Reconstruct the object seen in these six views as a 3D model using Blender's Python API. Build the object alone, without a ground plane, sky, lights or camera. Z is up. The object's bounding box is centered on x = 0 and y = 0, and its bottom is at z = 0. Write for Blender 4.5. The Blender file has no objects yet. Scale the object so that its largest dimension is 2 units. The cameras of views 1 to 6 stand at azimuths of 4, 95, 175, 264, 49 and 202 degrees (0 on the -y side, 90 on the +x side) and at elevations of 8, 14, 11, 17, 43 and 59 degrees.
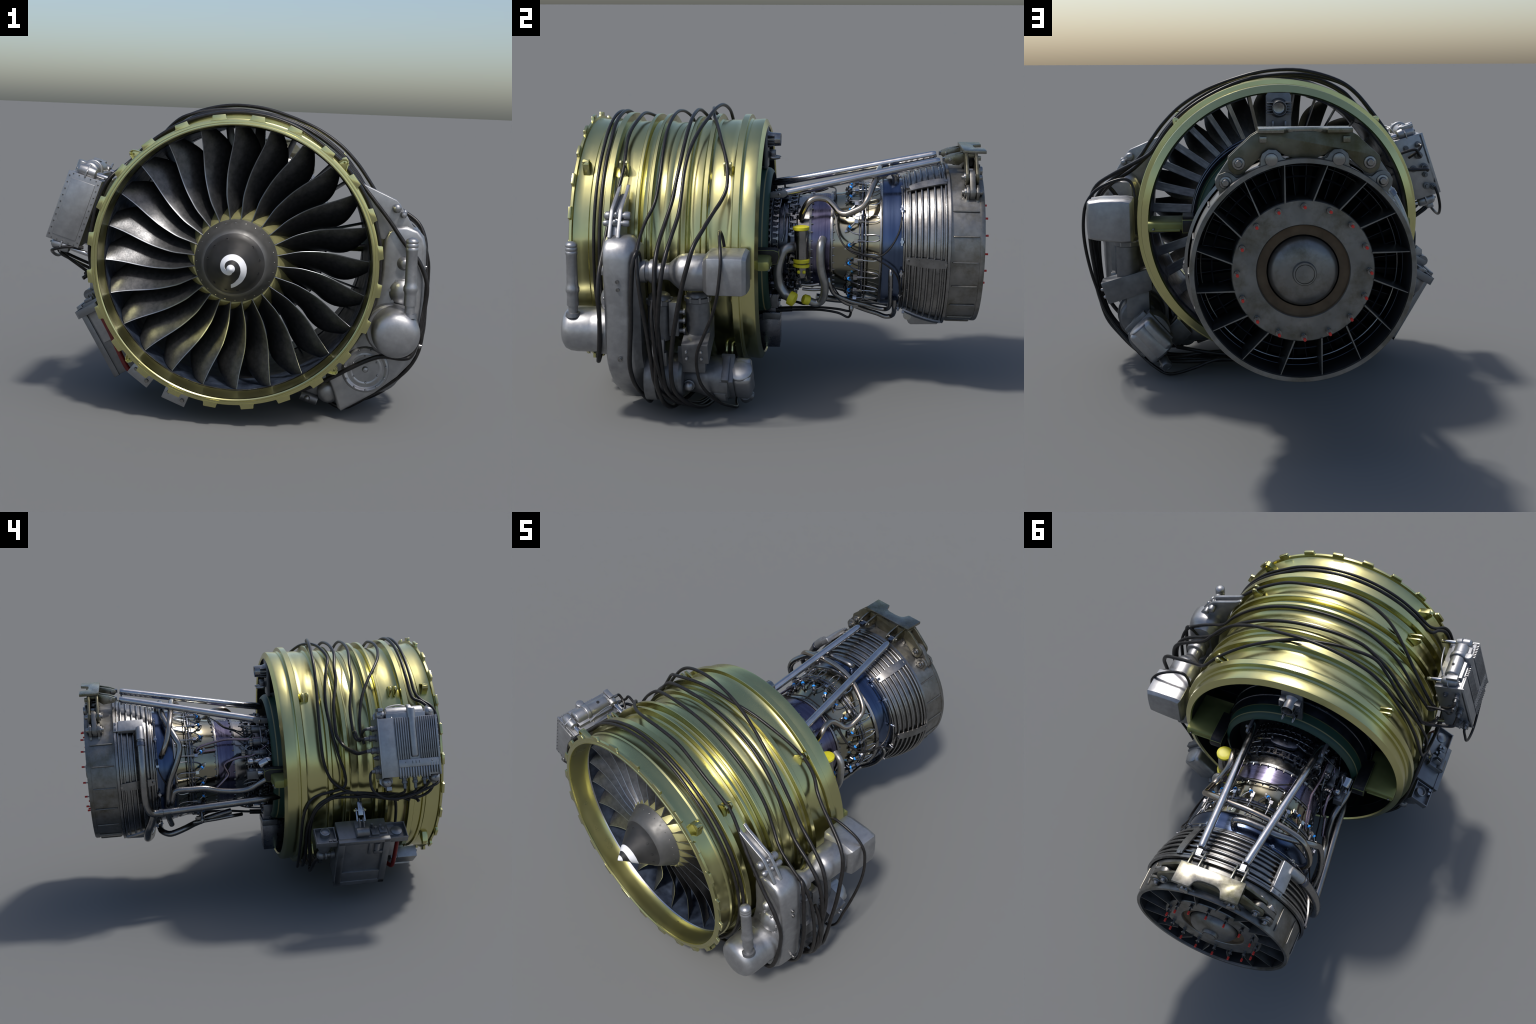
# Geared-down model of a high-bypass jet engine on its side stand-off: built part by part.
# Engine axis runs along y (fan at -y, exhaust at +y) through x = CX, z = CZ.
import bpy, bmesh, math, random
from math import sin, cos, pi, radians, hypot, atan2
from mathutils import Vector, Matrix, Quaternion

random.seed(7)
CX, CZ = -0.0225, 0.693
AX = Vector((CX, 0, CZ))
SC = bpy.context.scene


# ------------------------------------------------------------------ materials
def new_mat(name):
    m = bpy.data.materials.new(name)
    m.use_nodes = True
    nt = m.node_tree
    return m, nt, nt.nodes["Principled BSDF"]


def node(nt, kind, **kw):
    n = nt.nodes.new(kind)
    for k, v in kw.items():
        setattr(n, k, v)
    return n


def coords(nt, scale=(1, 1, 1)):
    tc = node(nt, "ShaderNodeTexCoord")
    mp = node(nt, "ShaderNodeMapping")
    mp.inputs["Scale"].default_value = scale
    nt.links.new(tc.outputs["Object"], mp.inputs["Vector"])
    return mp.outputs["Vector"]


def noise(nt, vec, scale, detail=4, rough=0.55):
    n = node(nt, "ShaderNodeTexNoise")
    n.inputs["Scale"].default_value = scale
    n.inputs["Detail"].default_value = detail
    n.inputs["Roughness"].default_value = rough
    nt.links.new(vec, n.inputs["Vector"])
    return n.outputs["Fac"]


def ramp(nt, fac, stops):
    r = node(nt, "ShaderNodeValToRGB")
    e = r.color_ramp.elements
    while len(e) < len(stops):
        e.new(0.5)
    for el, (p, c) in zip(e, stops):
        el.position = p
        el.color = (*c, 1) if len(c) == 3 else c
    nt.links.new(fac, r.inputs["Fac"])
    return r.outputs["Color"]


def mixc(nt, fac, a, b, mode="MIX"):
    n = node(nt, "ShaderNodeMix", data_type="RGBA", blend_type=mode)
    if isinstance(fac, (int, float)):
        n.inputs[0].default_value = fac
    else:
        nt.links.new(fac, n.inputs[0])
    for s, v in ((6, a), (7, b)):
        if isinstance(v, tuple):
            n.inputs[s].default_value = (*v, 1)
        else:
            nt.links.new(v, n.inputs[s])
    return n.outputs[2]


def bump(nt, b, h, strength, dist=0.002):
    n = node(nt, "ShaderNodeBump")
    n.inputs["Strength"].default_value = strength
    n.inputs["Distance"].default_value = dist
    nt.links.new(h, n.inputs["Height"])
    nt.links.new(n.outputs["Normal"], b.inputs["Normal"])


def metal(name, c1, c2, metallic=0.9, rough=(0.3, 0.45), scale=14, stretch=(1, 1, 1), b=0.0, grain=160, dirt=None, wave=0.0):
    """A metal whose colour and gloss drift between two tones, with an optional fine grain and a dirt layer."""
    m, nt, p = new_mat(name)
    v = coords(nt, stretch)
    f = noise(nt, v, scale, 3 if wave else 6, 0.55)
    col = ramp(nt, f, [(0.3, c1), (0.7, c2)])
    if dirt:
        d = noise(nt, coords(nt), 9, 8, 0.7)
        dm = ramp(nt, d, [(0.46, (0, 0, 0)), (0.68, (1, 1, 1))])
        col = mixc(nt, dm, col, dirt)
    nt.links.new(col, p.inputs["Base Color"])
    p.inputs["Metallic"].default_value = metallic
    r = ramp(nt, noise(nt, coords(nt, stretch), scale * 2.3, 2 if wave else 5), [(0.3, (rough[0],) * 3), (0.7, (rough[1],) * 3)])
    nt.links.new(r, p.inputs["Roughness"])
    if wave:
        bump(nt, p, noise(nt, coords(nt, (1, 2.5, 1)), 4.5, 0, 0.3), wave, 0.05)
    elif b:
        bump(nt, p, noise(nt, coords(nt), grain, 3), b)
    return m


def plain(name, c, rough=0.5, metallic=0.0, var=0.25, scale=30, b=0.0):
    m, nt, p = new_mat(name)
    f = noise(nt, coords(nt), scale, 4)
    lo = tuple(x * (1 - var) for x in c)
    hi = tuple(min(1, x * (1 + var)) for x in c)
    nt.links.new(ramp(nt, f, [(0.3, lo), (0.7, hi)]), p.inputs["Base Color"])
    p.inputs["Roughness"].default_value = rough
    p.inputs["Metallic"].default_value = metallic
    if b:
        bump(nt, p, noise(nt, coords(nt), 120, 3), b)
    return m


GOLD = metal("chromate_gold", (0.53, 0.505, 0.23), (0.59, 0.565, 0.275), 1.0, (0.20, 0.27), 4, (1, 1, 1), wave=0.05)
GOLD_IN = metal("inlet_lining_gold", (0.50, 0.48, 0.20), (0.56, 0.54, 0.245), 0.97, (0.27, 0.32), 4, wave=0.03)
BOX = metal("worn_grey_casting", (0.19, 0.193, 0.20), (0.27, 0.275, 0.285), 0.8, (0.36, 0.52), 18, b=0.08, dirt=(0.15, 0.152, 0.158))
DUCT_GREY = metal("satin_duct", (0.30, 0.298, 0.29), (0.38, 0.376, 0.365), 0.8, (0.28, 0.40), 14, dirt=(0.24, 0.238, 0.23))
GOLD_PALE = metal("root_filler_gold", (0.27, 0.255, 0.11), (0.34, 0.32, 0.15), 0.55, (0.35, 0.5), 14)
GOLD_DARK = metal("olive_chromate", (0.17, 0.18, 0.055), (0.24, 0.25, 0.08), 0.5, (0.4, 0.55), 12)
ALU = metal("cast_aluminium", (0.31, 0.312, 0.322), (0.38, 0.382, 0.392), 0.85, (0.34, 0.46), 30, b=0.05, dirt=(0.27, 0.272, 0.278))
ALU_DARK = metal("dark_shaded_casting", (0.14, 0.143, 0.15), (0.205, 0.21, 0.22), 0.8, (0.40, 0.55), 24, b=0.06)  # dark casting; baked shade of the low accessories is put into this colour
STEEL = metal("polished_steel", (0.42, 0.42, 0.44), (0.52, 0.52, 0.54), 1.0, (0.14, 0.24), 20)
PIPE = metal("tube_steel", (0.22, 0.215, 0.21), (0.32, 0.31, 0.30), 1.0, (0.18, 0.30), 16)  # pipe and core casing metals are darkened to carry baked ambient shade
TUBE_WARM = metal("heat_tinted_tube", (0.32, 0.28, 0.235), (0.42, 0.37, 0.315), 1.0, (0.16, 0.26), 10)
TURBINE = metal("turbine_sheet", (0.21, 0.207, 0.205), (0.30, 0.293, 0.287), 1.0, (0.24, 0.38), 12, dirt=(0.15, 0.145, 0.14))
EXHAUST = metal("heat_stained_sheet", (0.17, 0.168, 0.162), (0.26, 0.253, 0.24), 0.9, (0.34, 0.50), 12, b=0.05, dirt=(0.125, 0.115, 0.09))
MOUNT = metal("olive_stained_steel", (0.19, 0.183, 0.155), (0.31, 0.30, 0.265), 1.0, (0.22, 0.36), 16, dirt=(0.14, 0.135, 0.085))
MOUNT_SHADED = metal("shaded_olive_beam", (0.105, 0.10, 0.072), (0.175, 0.165, 0.125), 0.85, (0.32, 0.48), 14, dirt=(0.085, 0.078, 0.04))  # mount steel again, with the beam's shade painted into a darker base
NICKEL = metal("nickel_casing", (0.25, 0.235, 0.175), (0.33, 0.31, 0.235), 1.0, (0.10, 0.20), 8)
BLUED = metal("blued_titanium", (0.055, 0.08, 0.145), (0.11, 0.145, 0.235), 1.0, (0.18, 0.28), 5, (0.3, 9, 0.3))
PURPLED = metal("purple_titanium", (0.085, 0.078, 0.13), (0.195, 0.18, 0.26), 1.0, (0.18, 0.30), 6, (0.3, 12, 0.3))
CORE = metal("compressor_case", (0.10, 0.107, 0.13), (0.19, 0.20, 0.235), 1.0, (0.22, 0.38), 20)
BLADE = metal("carbon_blade", (0.050, 0.052, 0.056), (0.092, 0.092, 0.096), 0.75, (0.30, 0.40), 60, (1, 1, 1), b=0.12, grain=150)
BLADE_EDGE = metal("titanium_edge", (0.20, 0.215, 0.24), (0.28, 0.295, 0.32), 1.0, (0.30, 0.42), 20)
VANE = metal("dark_vane", (0.034, 0.040, 0.054), (0.072, 0.080, 0.10), 0.9, (0.3, 0.45), 16)
LINER = metal("blue_abradable_liner", (0.008, 0.012, 0.024), (0.055, 0.075, 0.12), 0.5, (0.35, 0.6), 16)
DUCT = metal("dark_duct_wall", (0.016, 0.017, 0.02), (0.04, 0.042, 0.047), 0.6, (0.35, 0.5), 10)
SPIN = metal("spinner_rear", (0.105, 0.105, 0.104), (0.15, 0.149, 0.147), 0.7, (0.44, 0.58), 14, b=0.05)
SPIN_CAP = metal("spinner_cap", (0.030, 0.030, 0.030), (0.055, 0.053, 0.052), 0.5, (0.40, 0.54), 12, b=0.05)
WHITE = plain("white_paint", (0.74, 0.75, 0.78), 0.4, 0, 0.04)
RUBBER = plain("black_rubber", (0.0125, 0.0115, 0.0115), 0.36, 0, 0.4, 60, b=0.15)
BLACK = plain("black_trim_and_shade", (0.006, 0.006, 0.007), 0.7)  # black painted on hollow interiors for their deep shade; also colours black screws
YELLOW = plain("yellow_cap", (0.56, 0.51, 0.02), 0.45, 0, 0.12, 25)
RED = plain("red_sleeve", (0.66, 0.035, 0.022), 0.5, 0, 0.1)
RED_HOSE = plain("dark_red_hose", (0.15, 0.006, 0.006), 0.4)
RUBBER.node_tree.nodes["Principled BSDF"].inputs["Specular IOR Level"].default_value = 0.32
BLUE = plain("blue_clip", (0.02, 0.28, 0.85), 0.4, 0, 0.1)
RUST = metal("brown_heat_ring", (0.085, 0.055, 0.030), (0.14, 0.095, 0.055), 0.2, (0.7, 0.85), 20)
PLUM = metal("plum_tube", (0.20, 0.15, 0.175), (0.29, 0.23, 0.26), 1.0, (0.22, 0.34), 14)


def striped_green():
    """Dark green fairing band with a thin straw line round it."""
    m, nt, p = new_mat("green_fairing")
    tc = node(nt, "ShaderNodeTexCoord")
    sp = node(nt, "ShaderNodeSeparateXYZ")
    nt.links.new(tc.outputs["Object"], sp.inputs[0])
    mr = node(nt, "ShaderNodeMapRange")
    mr.inputs[1].default_value, mr.inputs[2].default_value = -0.10, 0.0
    nt.links.new(sp.outputs["Y"], mr.inputs[0])
    r = node(nt, "ShaderNodeValToRGB")
    r.color_ramp.interpolation = "CONSTANT"
    stops = [(0, (0.10, 0.10, 0.03)), (0.18, (0.012, 0.045, 0.028)), (0.56, (0.22, 0.20, 0.09)), (0.62, (0.012, 0.045, 0.028))]
    e = r.color_ramp.elements
    while len(e) < 4:
        e.new(0.5)
    for el, (q, c) in zip(e, stops):
        el.position, el.color = q, (*c, 1)
    nt.links.new(mr.outputs[0], r.inputs[0])
    nt.links.new(r.outputs[0], p.inputs["Base Color"])
    p.inputs["Roughness"].default_value = 0.5
    return m


GREEN = striped_green()


# ------------------------------------------------------------------ geometry kit
def frame(d):
    d = Vector(d).normalized()
    a = Vector((0, 0, 1)) if abs(d.z) < 0.9 else Vector((1, 0, 0))
    u = d.cross(a).normalized()
    return d, u, d.cross(u).normalized()


def polar(y, deg, r):
    return Vector((CX + r * cos(radians(deg)), y, CZ + r * sin(radians(deg))))


def smooth_path(pts, sub=6):
    """Catmull-Rom through the control points."""
    P = [Vector(p) for p in pts]
    if len(P) < 3:
        return P
    P = [P[0] * 2 - P[1]] + P + [P[-1] * 2 - P[-2]]
    out = []
    for i in range(1, len(P) - 2):
        a, b, c, d = P[i - 1:i + 3]
        for k in range(sub):
            t = k / sub
            out.append(0.5 * ((2 * b) + (c - a) * t + (2 * a - 5 * b + 4 * c - d) * t * t + (3 * b - a - 3 * c + d) * t ** 3))
    out.append(P[-2])
    return out


class Kit:
    """Collects pieces of one part and turns them into one mesh object."""

    def __init__(self):
        self.v, self.f, self.m, self.mats = [], [], [], []

    def add(self, vs, fs, mat):
        if mat not in self.mats:
            self.mats.append(mat)
        o, k = len(self.v), self.mats.index(mat)
        self.v += [tuple(x) for x in vs]
        for f in fs:
            self.f.append([i + o for i in f])
            self.m.append(k)
        return self

    def box(self, c, h, mat, ax=None, taper=1.0):
        """Box at c with half sizes h along the three axes ax; taper narrows the +third face."""
        ax = ax or (Vector((1, 0, 0)), Vector((0, 1, 0)), Vector((0, 0, 1)))
        c = Vector(c)
        vs = []
        for k in (-1, 1):
            s = taper if k > 0 else 1
            for j in (-1, 1):
                for i in (-1, 1):
                    vs.append(c + ax[0] * (h[0] * i * s) + ax[1] * (h[1] * j * s) + ax[2] * (h[2] * k))
        fs = [(0, 2, 3, 1), (4, 5, 7, 6), (0, 1, 5, 4), (2, 6, 7, 3), (0, 4, 6, 2), (1, 3, 7, 5)]
        return self.add(vs, fs, mat)

    def turn(self, o, d, prof, mat, n=24, caps=True, flip=False):
        """Solid of revolution: prof = (distance along d, radius)."""
        d, u, w = frame(d)
        o = Vector(o)
        vs, fs = [], []
        for t, r in prof:
            for i in range(n):
                a = 2 * pi * i / n
                vs.append(o + d * t + (u * cos(a) + w * sin(a)) * r)
        for k in range(len(prof) - 1):
            for i in range(n):
                j = (i + 1) % n
                fs.append((k * n + i, k * n + j, (k + 1) * n + j, (k + 1) * n + i))
        if caps:
            fs.append(tuple(range(n - 1, -1, -1)))
            L = (len(prof) - 1) * n
            fs.append(tuple(range(L, L + n)))
        return self.add(vs, fs, mat)

    def rod(self, a, b, r, mat, n=16, r2=None):
        a, b = Vector(a), Vector(b)
        return self.turn(a, b - a, [(0, r), ((b - a).length, r if r2 is None else r2)], mat, n)

    def ball(self, c, r, mat, n=16, sq=(1, 1, 1)):
        vs, fs = [], []
        h = n // 2
        for k in range(h + 1):
            for i in range(n):
                t, a = pi * k / h, 2 * pi * i / n
                vs.append(Vector(c) + Vector((r * sq[0] * sin(t) * cos(a), r * sq[1] * sin(t) * sin(a), r * sq[2] * cos(t))))
        for k in range(h):
            for i in range(n):
                j = (i + 1) % n
                fs.append((k * n + i, (k + 1) * n + i, (k + 1) * n + j, k * n + j))
        return self.add(vs, fs, mat)

    def bolt(self, c, d, r, h, mat, n=6):
        return self.turn(c, d, [(-0.002, r * 1.35), (h * 0.25, r * 1.35), (h * 0.25, r), (h, r * 0.95)], mat, n if n > 6 else 8)

    def tube(self, pts, r, mat, n=10, sub=6, caps=True, smooth=True):
        """Swept round tube; r is a number or a function of 0..1 along it."""
        P = smooth_path(pts, sub) if smooth else [Vector(p) for p in pts]
        N = len(P)
        T = [(P[min(i + 1, N - 1)] - P[max(i - 1, 0)]).normalized() for i in range(N)]
        _, u, _ = frame(T[0])
        vs, fs = [], []
        for i in range(N):
            u = (u - T[i] * u.dot(T[i])).normalized()
            w = T[i].cross(u)
            rr = r(i / (N - 1)) if callable(r) else r
            for k in range(n):
                a = 2 * pi * k / n
                vs.append(P[i] + (u * cos(a) + w * sin(a)) * rr)
        for i in range(N - 1):
            for k in range(n):
                j = (k + 1) % n
                fs.append((i * n + k, i * n + j, (i + 1) * n + j, (i + 1) * n + k))
        if caps:
            fs.append(tuple(range(n - 1, -1, -1)))
            fs.append(tuple(range((N - 1) * n, N * n)))
        return self.add(vs, fs, mat)

    def prism(self, poly, o, u, v, w, depth, mat, scale2=1.0):
        """Polygon (in u, v about o) pulled along w."""
        o, u, v, w = Vector(o), Vector(u), Vector(v), Vector(w)
        n = len(poly)
        cx, cy = sum(p[0] for p in poly) / n, sum(p[1] for p in poly) / n
        vs = [o + u * a + v * b for a, b in poly]
        vs += [o + u * (cx + (a - cx) * scale2) + v * (cy + (b - cy) * scale2) + w * depth for a, b in poly]
        fs = [tuple(range(n)), tuple(range(2 * n - 1, n - 1, -1))]
        fs += [(i, i + n, (i + 1) % n + n, (i + 1) % n) for i in range(n)]
        return self.add(vs, fs, mat)

    def lathe(self, prof, mat, n=128, closed=False):
        """Revolve (y, radius) about the engine axis; mat may be a list, one per profile span."""
        m, lo = len(prof), len(self.v)
        self.v += [(CX + r * cos(2 * pi * i / n), y, CZ + r * sin(2 * pi * i / n)) for y, r in prof for i in range(n)]
        for k in range(m if closed else m - 1):
            k2 = (k + 1) % m
            mk = mat[k] if isinstance(mat, list) else mat
            if mk not in self.mats:
                self.mats.append(mk)
            for i in range(n):
                j = (i + 1) % n
                self.f.append([lo + k * n + i, lo + k * n + j, lo + k2 * n + j, lo + k2 * n + i])
                self.m.append(self.mats.index(mk))
        return self

    def ring(self, y, R, r, mat, n=96, k=8, a0=0, a1=360):
        """Round bar bent round the engine axis."""
        N = n
        pts = [polar(y, a0 + (a1 - a0) * i / N, R) for i in range(N + (a1 - a0 < 360))]
        if a1 - a0 < 360:
            return self.tube(pts, r, mat, k, smooth=False)
        vs, fs = [], []
        for i in range(N):
            a = 2 * pi * i / N
            for j in range(k):
                b = 2 * pi * j / k
                q = R + r * cos(b)
                vs.append((CX + q * cos(a), y + r * sin(b), CZ + q * sin(a)))
        for i in range(N):
            for j in range(k):
                fs.append((i * k + j, i * k + (j + 1) % k, (i + 1) % N * k + (j + 1) % k, (i + 1) % N * k + j))
        return self.add(vs, fs, mat)

    def mesh(self, name, angle=38, bevel=0.0, seg=2):
        me = bpy.data.meshes.new(name)
        me.from_pydata(self.v, [], self.f)
        for mt in self.mats:
            me.materials.append(mt)
        me.polygons.foreach_set("material_index", self.m)
        bm = bmesh.new()
        bm.from_mesh(me)
        bmesh.ops.remove_doubles(bm, verts=bm.verts, dist=1e-6)
        bmesh.ops.dissolve_degenerate(bm, dist=1e-6, edges=bm.edges)
        bmesh.ops.recalc_face_normals(bm, faces=bm.faces)
        if bevel:
            es = [e for e in bm.edges if len(e.link_faces) == 2 and e.calc_face_angle(0) > radians(35) and e.calc_length() > bevel * 2.2]
            bmesh.ops.bevel(bm, geom=es, offset=bevel, segments=seg, profile=0.5, affect="EDGES", clamp_overlap=True)
        for f in bm.faces:
            f.smooth = True
        bm.to_mesh(me)
        bm.free()
        me.set_sharp_from_angle(angle=radians(angle))
        return me

    def obj(self, name, parent=None, angle=38, bevel=0.0, seg=2, kind=None):
        return put(self.mesh(name, angle, bevel, seg), name, parent, kind=kind)


def put(me, name, parent=None, loc=(0, 0, 0), rot=None, kind=None):
    ob = bpy.data.objects.new(name, me)
    SC.collection.objects.link(ob)
    ob.location = loc
    if rot:
        ob.rotation_euler = rot
    ob.parent = parent or ROOT
    if kind:
        ob["kind"] = kind
    return ob


def spin(me, name, count, parent=None, start=0.0, skip=()):
    """Copies of a mesh (modelled at angle 0 about the axis, origin on the axis) round the engine."""
    for i in range(count):
        if i not in skip:
            put(me, name, parent, (CX, 0, CZ), (0, -radians(start + 360 * i / count), 0))


def local(fn):
    """Run fn with the axis at the origin, so the mesh can be spun."""
    global CX, CZ
    keep = CX, CZ
    CX, CZ = 0.0, 0.0
    out = fn()
    CX, CZ = keep
    return out


ROOT = bpy.data.objects.new("turbofan_engine", None)
SC.collection.objects.link(ROOT)
ROOT["label"] = "bare aircraft jet engine, gold fan case, black fan blades, steel core with pipes and cables"
ROOT["category"] = "jet engine"
X, Y, Z = Vector((1, 0, 0)), Vector((0, 1, 0)), Vector((0, 0, 1))


# ------------------------------------------------------------------ fan case (gold barrel)
def flange(y0, y1, r, base):
    """Stiffening ring with softened corners standing on the barrel."""
    return [(y0 - 0.010, base), (y0 - 0.002, base + 0.006), (y0, r - 0.002), (y0 + 0.002, r), (y1 - 0.002, r), (y1, r - 0.002), (y1 + 0.002, base + 0.006), (y1 + 0.010, base)]


case_out = [(-0.868, 0.5645), (-0.875, 0.566), (-0.878, 0.570), (-0.877, 0.575), (-0.874, 0.578), (-0.8735, 0.588), (-0.871, 0.592), (-0.860, 0.592), (-0.857, 0.580), (-0.850, 0.577), (-0.82, 0.575), (-0.79, 0.574),
            (-0.783, 0.579), (-0.771, 0.579), (-0.766, 0.569), (-0.745, 0.568)]
case_out += flange(-0.716, -0.688, 0.610, 0.569) + [(-0.66, 0.566), (-0.63, 0.569), (-0.60, 0.567)]
case_out += flange(-0.577, -0.562, 0.606, 0.567) + [(-0.545, 0.564)]
case_out += flange(-0.522, -0.506, 0.606, 0.564) + [(-0.475, 0.561), (-0.455, 0.565), (-0.442, 0.565), (-0.430, 0.561), (-0.415, 0.566), (-0.395, 0.568)]
case_out += flange(-0.376, -0.354, 0.595, 0.570) + [(-0.33, 0.577), (-0.31, 0.578)]
case_out += flange(-0.283, -0.262, 0.608, 0.577) + [(-0.235, 0.576), (-0.215, 0.580), (-0.18, 0.580)]
case_out += flange(-0.151, -0.121, 0.608, 0.582) + [(-0.095, 0.584), (-0.062, 0.587), (-0.052, 0.585), (-0.038, 0.556)]
case_in = [(-0.045, 0.550), (-0.16, 0.546), (-0.30, 0.546), (-0.40, 0.550), (-0.58, 0.557), (-0.757, 0.560), (-0.762, 0.556), (-0.768, 0.560), (-0.80, 0.564), (-0.84, 0.566)]
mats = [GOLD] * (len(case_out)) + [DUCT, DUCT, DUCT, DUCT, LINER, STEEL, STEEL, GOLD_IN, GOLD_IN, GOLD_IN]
k = Kit()
k.lathe(case_out + case_in, mats, 160, closed=True)
fan_case = k.obj("fan_case", angle=32)

# 24 scalloped bolting tabs round the front lip
tab = [(-0.0385, 0.586), (-0.032, 0.589), (-0.0285, 0.595), (-0.027, 0.606), (-0.0255, 0.6095), (0.0255, 0.6095), (0.027, 0.606), (0.0285, 0.595), (0.032, 0.589), (0.0385, 0.586)]


def make_tab():
    k = Kit()
    k.prism([(b, a) for a, b in tab], (0, -0.8745, 0), X, Z, Y, 0.013, GOLD)
    return k.mesh("flange_tab", bevel=0.0012)


spin(local(make_tab), "flange_tab", 24, fan_case, 7.5)


def make_lug(gap, w=0.010):
    """Small triangular lifting lugs: one plate, or a pair with a gap."""
    k = Kit()
    for g in gap:
        k.prism([(0.5725, -0.040), (0.616, -0.014), (0.626, -0.006), (0.626, 0.006), (0.616, 0.013), (0.5725, 0.022)], (0, g - w / 2, 0), X, Z, Y, w, GOLD)
        k.rod((0.610, g - w / 2 - 0.001, 0.001), (0.610, g + w / 2 + 0.001, 0.001), 0.0045, GOLD_DARK, 8)
        if len(gap) == 1:
            # flanged edges of the forward lugs
            rim = [(0.573, -0.042), (0.617, -0.016), (0.627, -0.006), (0.627, 0.006), (0.616, 0.015), (0.573, 0.024)]
            for (a, b), (c, d) in zip(rim, rim[1:]):
                n = Vector((d - b, 0, -(c - a))).normalized() * 0.004
                k.prism([(a, b), (c, d), (c - n.x, d - n.z), (a - n.x, b - n.z)], (0, g - 0.014, 0), X, Z, Y, 0.028, GOLD)
    return k.mesh("lifting_lug", bevel=0.0014)


for gaps in ((-0.818,), (-0.66, -0.633), (-0.195, -0.169)):
    me = local(lambda: make_lug(gaps, 0.008 if len(gaps) == 1 else 0.010))
    for q in (45, -45, 135, -135):
        put(me, "lifting_lug", fan_case, (CX, 0, CZ), (0, -radians(q), 0))

# ------------------------------------------------------------------ spinner and fan
k = Kit()
cone = [(-1.0, 0.0004), (-0.994, 0.0055), (-0.985, 0.0128), (-0.96, 0.0335), (-0.93, 0.0585), (-0.90, 0.083), (-0.87, 0.107), (-0.845, 0.1265)]
k.lathe(cone, SPIN_CAP, 96)
k.lathe([(-0.845, 0.1265), (-0.8445, 0.129), (-0.82, 0.144), (-0.79, 0.160), (-0.768, 0.173), (-0.762, 0.1755), (-0.758, 0.172), (-0.74, 0.16)], SPIN, 96)
spinner = k.obj("spinner", angle=50)


def on_cone(r, deg, lift=0.0015):
    y = cone[0][0]
    for (y0, r0), (y1, r1) in zip(cone, cone[1:]):
        if r0 <= r <= r1:
            y = y0 + (y1 - y0) * (r - r0) / (r1 - r0)
    p = polar(y, deg, r)
    return p + Vector((cos(radians(deg)) * 0.64, -0.77, sin(radians(deg)) * 0.64)) * lift


# white comma-shaped spiral mark wound round the tip: radius and width run with the angle
k = Kit()
spiral = [(-62, 0.0125, 0.004), (-80, 0.0155, 0.012), (-100, 0.0185, 0.019), (-128, 0.0215, 0.024), (-158, 0.0296, 0.0225), (-188, 0.0359, 0.0195), (-217, 0.0396, 0.0193), (-248, 0.0410, 0.0203), (-275, 0.0421, 0.0203),
          (-305, 0.0427, 0.0213), (-339, 0.0445, 0.0225), (-372, 0.0485, 0.0232), (-402, 0.0563, 0.0232), (-429, 0.0676, 0.0213), (-453, 0.0841, 0.0174)]
vs, fs, steps = [], [], 8
fine = []
for (a0, r0, w0), (a1, r1, w1) in zip(spiral, spiral[1:]):
    for i in range(steps):
        t = i / steps
        fine.append((a0 + (a1 - a0) * t, r0 + (r1 - r0) * t, w0 + (w1 - w0) * t))
fine.append(spiral[-1])
for a, r, w in fine:
    for j in range(5):
        rr = max(0.0, r - w / 2 + w * j / 4)
        vs.append(on_cone(rr, a))
    for j in range(2):
        vs.append(on_cone(max(0.0, r + w / 2 - w * j), a, 0.0002))
for i in range(len(fine) - 1):
    for j in range(7):
        j2 = (j + 1) % 7
        fs.append((i * 7 + j, i * 7 + j2, i * 7 + 7 + j2, i * 7 + 7 + j))
k.add(vs, fs, WHITE)
dot = [on_cone(0.0, 0, 0.0019)]
for q in (0.006, 0.0120, 0.0158):
    dot += [on_cone(q, 15 * i, 0.0019) for i in range(24)]
dot += [on_cone(0.0158, 15 * i, 0.0002) for i in range(24)]
df = [(0, 1 + i, 1 + (i + 1) % 24) for i in range(24)]
for b in range(3):
    df += [(1 + b * 24 + i, 1 + b * 24 + (i + 1) % 24, 25 + b * 24 + (i + 1) % 24, 25 + b * 24 + i) for i in range(24)]
k.add(dot, df, WHITE)
k.obj("spiral_mark", spinner, angle=60)


def make_rivet(y, r, s):
    k = Kit()
    k.turn((r, y, 0), (0.64, -0.77, 0), [(-0.002, s), (0.0006, s), (0.0014, s * 0.6), (0.0014, 0.0003)], PIPE, 10)
    return k.mesh("rivet")


spin(local(lambda: make_rivet(-0.785, 0.1635, 0.0026)), "rivet", 24, spinner, 1.5)


def make_screw():
    k = Kit()
    c, d = Vector((0.1065, -0.870, 0)), Vector((0.64, -0.77, 0))
    k.turn(c, d, [(-0.003, 0.0062), (0.0010, 0.0062), (0.0016, 0.0046), (-0.0012, 0.0040), (-0.0012, 0.0003)], BLACK, 14)
    return k.mesh("screw")


me = local(make_screw)
for q in (106, 138, 168, 45, 12, -17, -105, -79, -134):
    put(me, "screw", spinner, (CX, 0, CZ), (0, -radians(q), 0))

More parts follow.
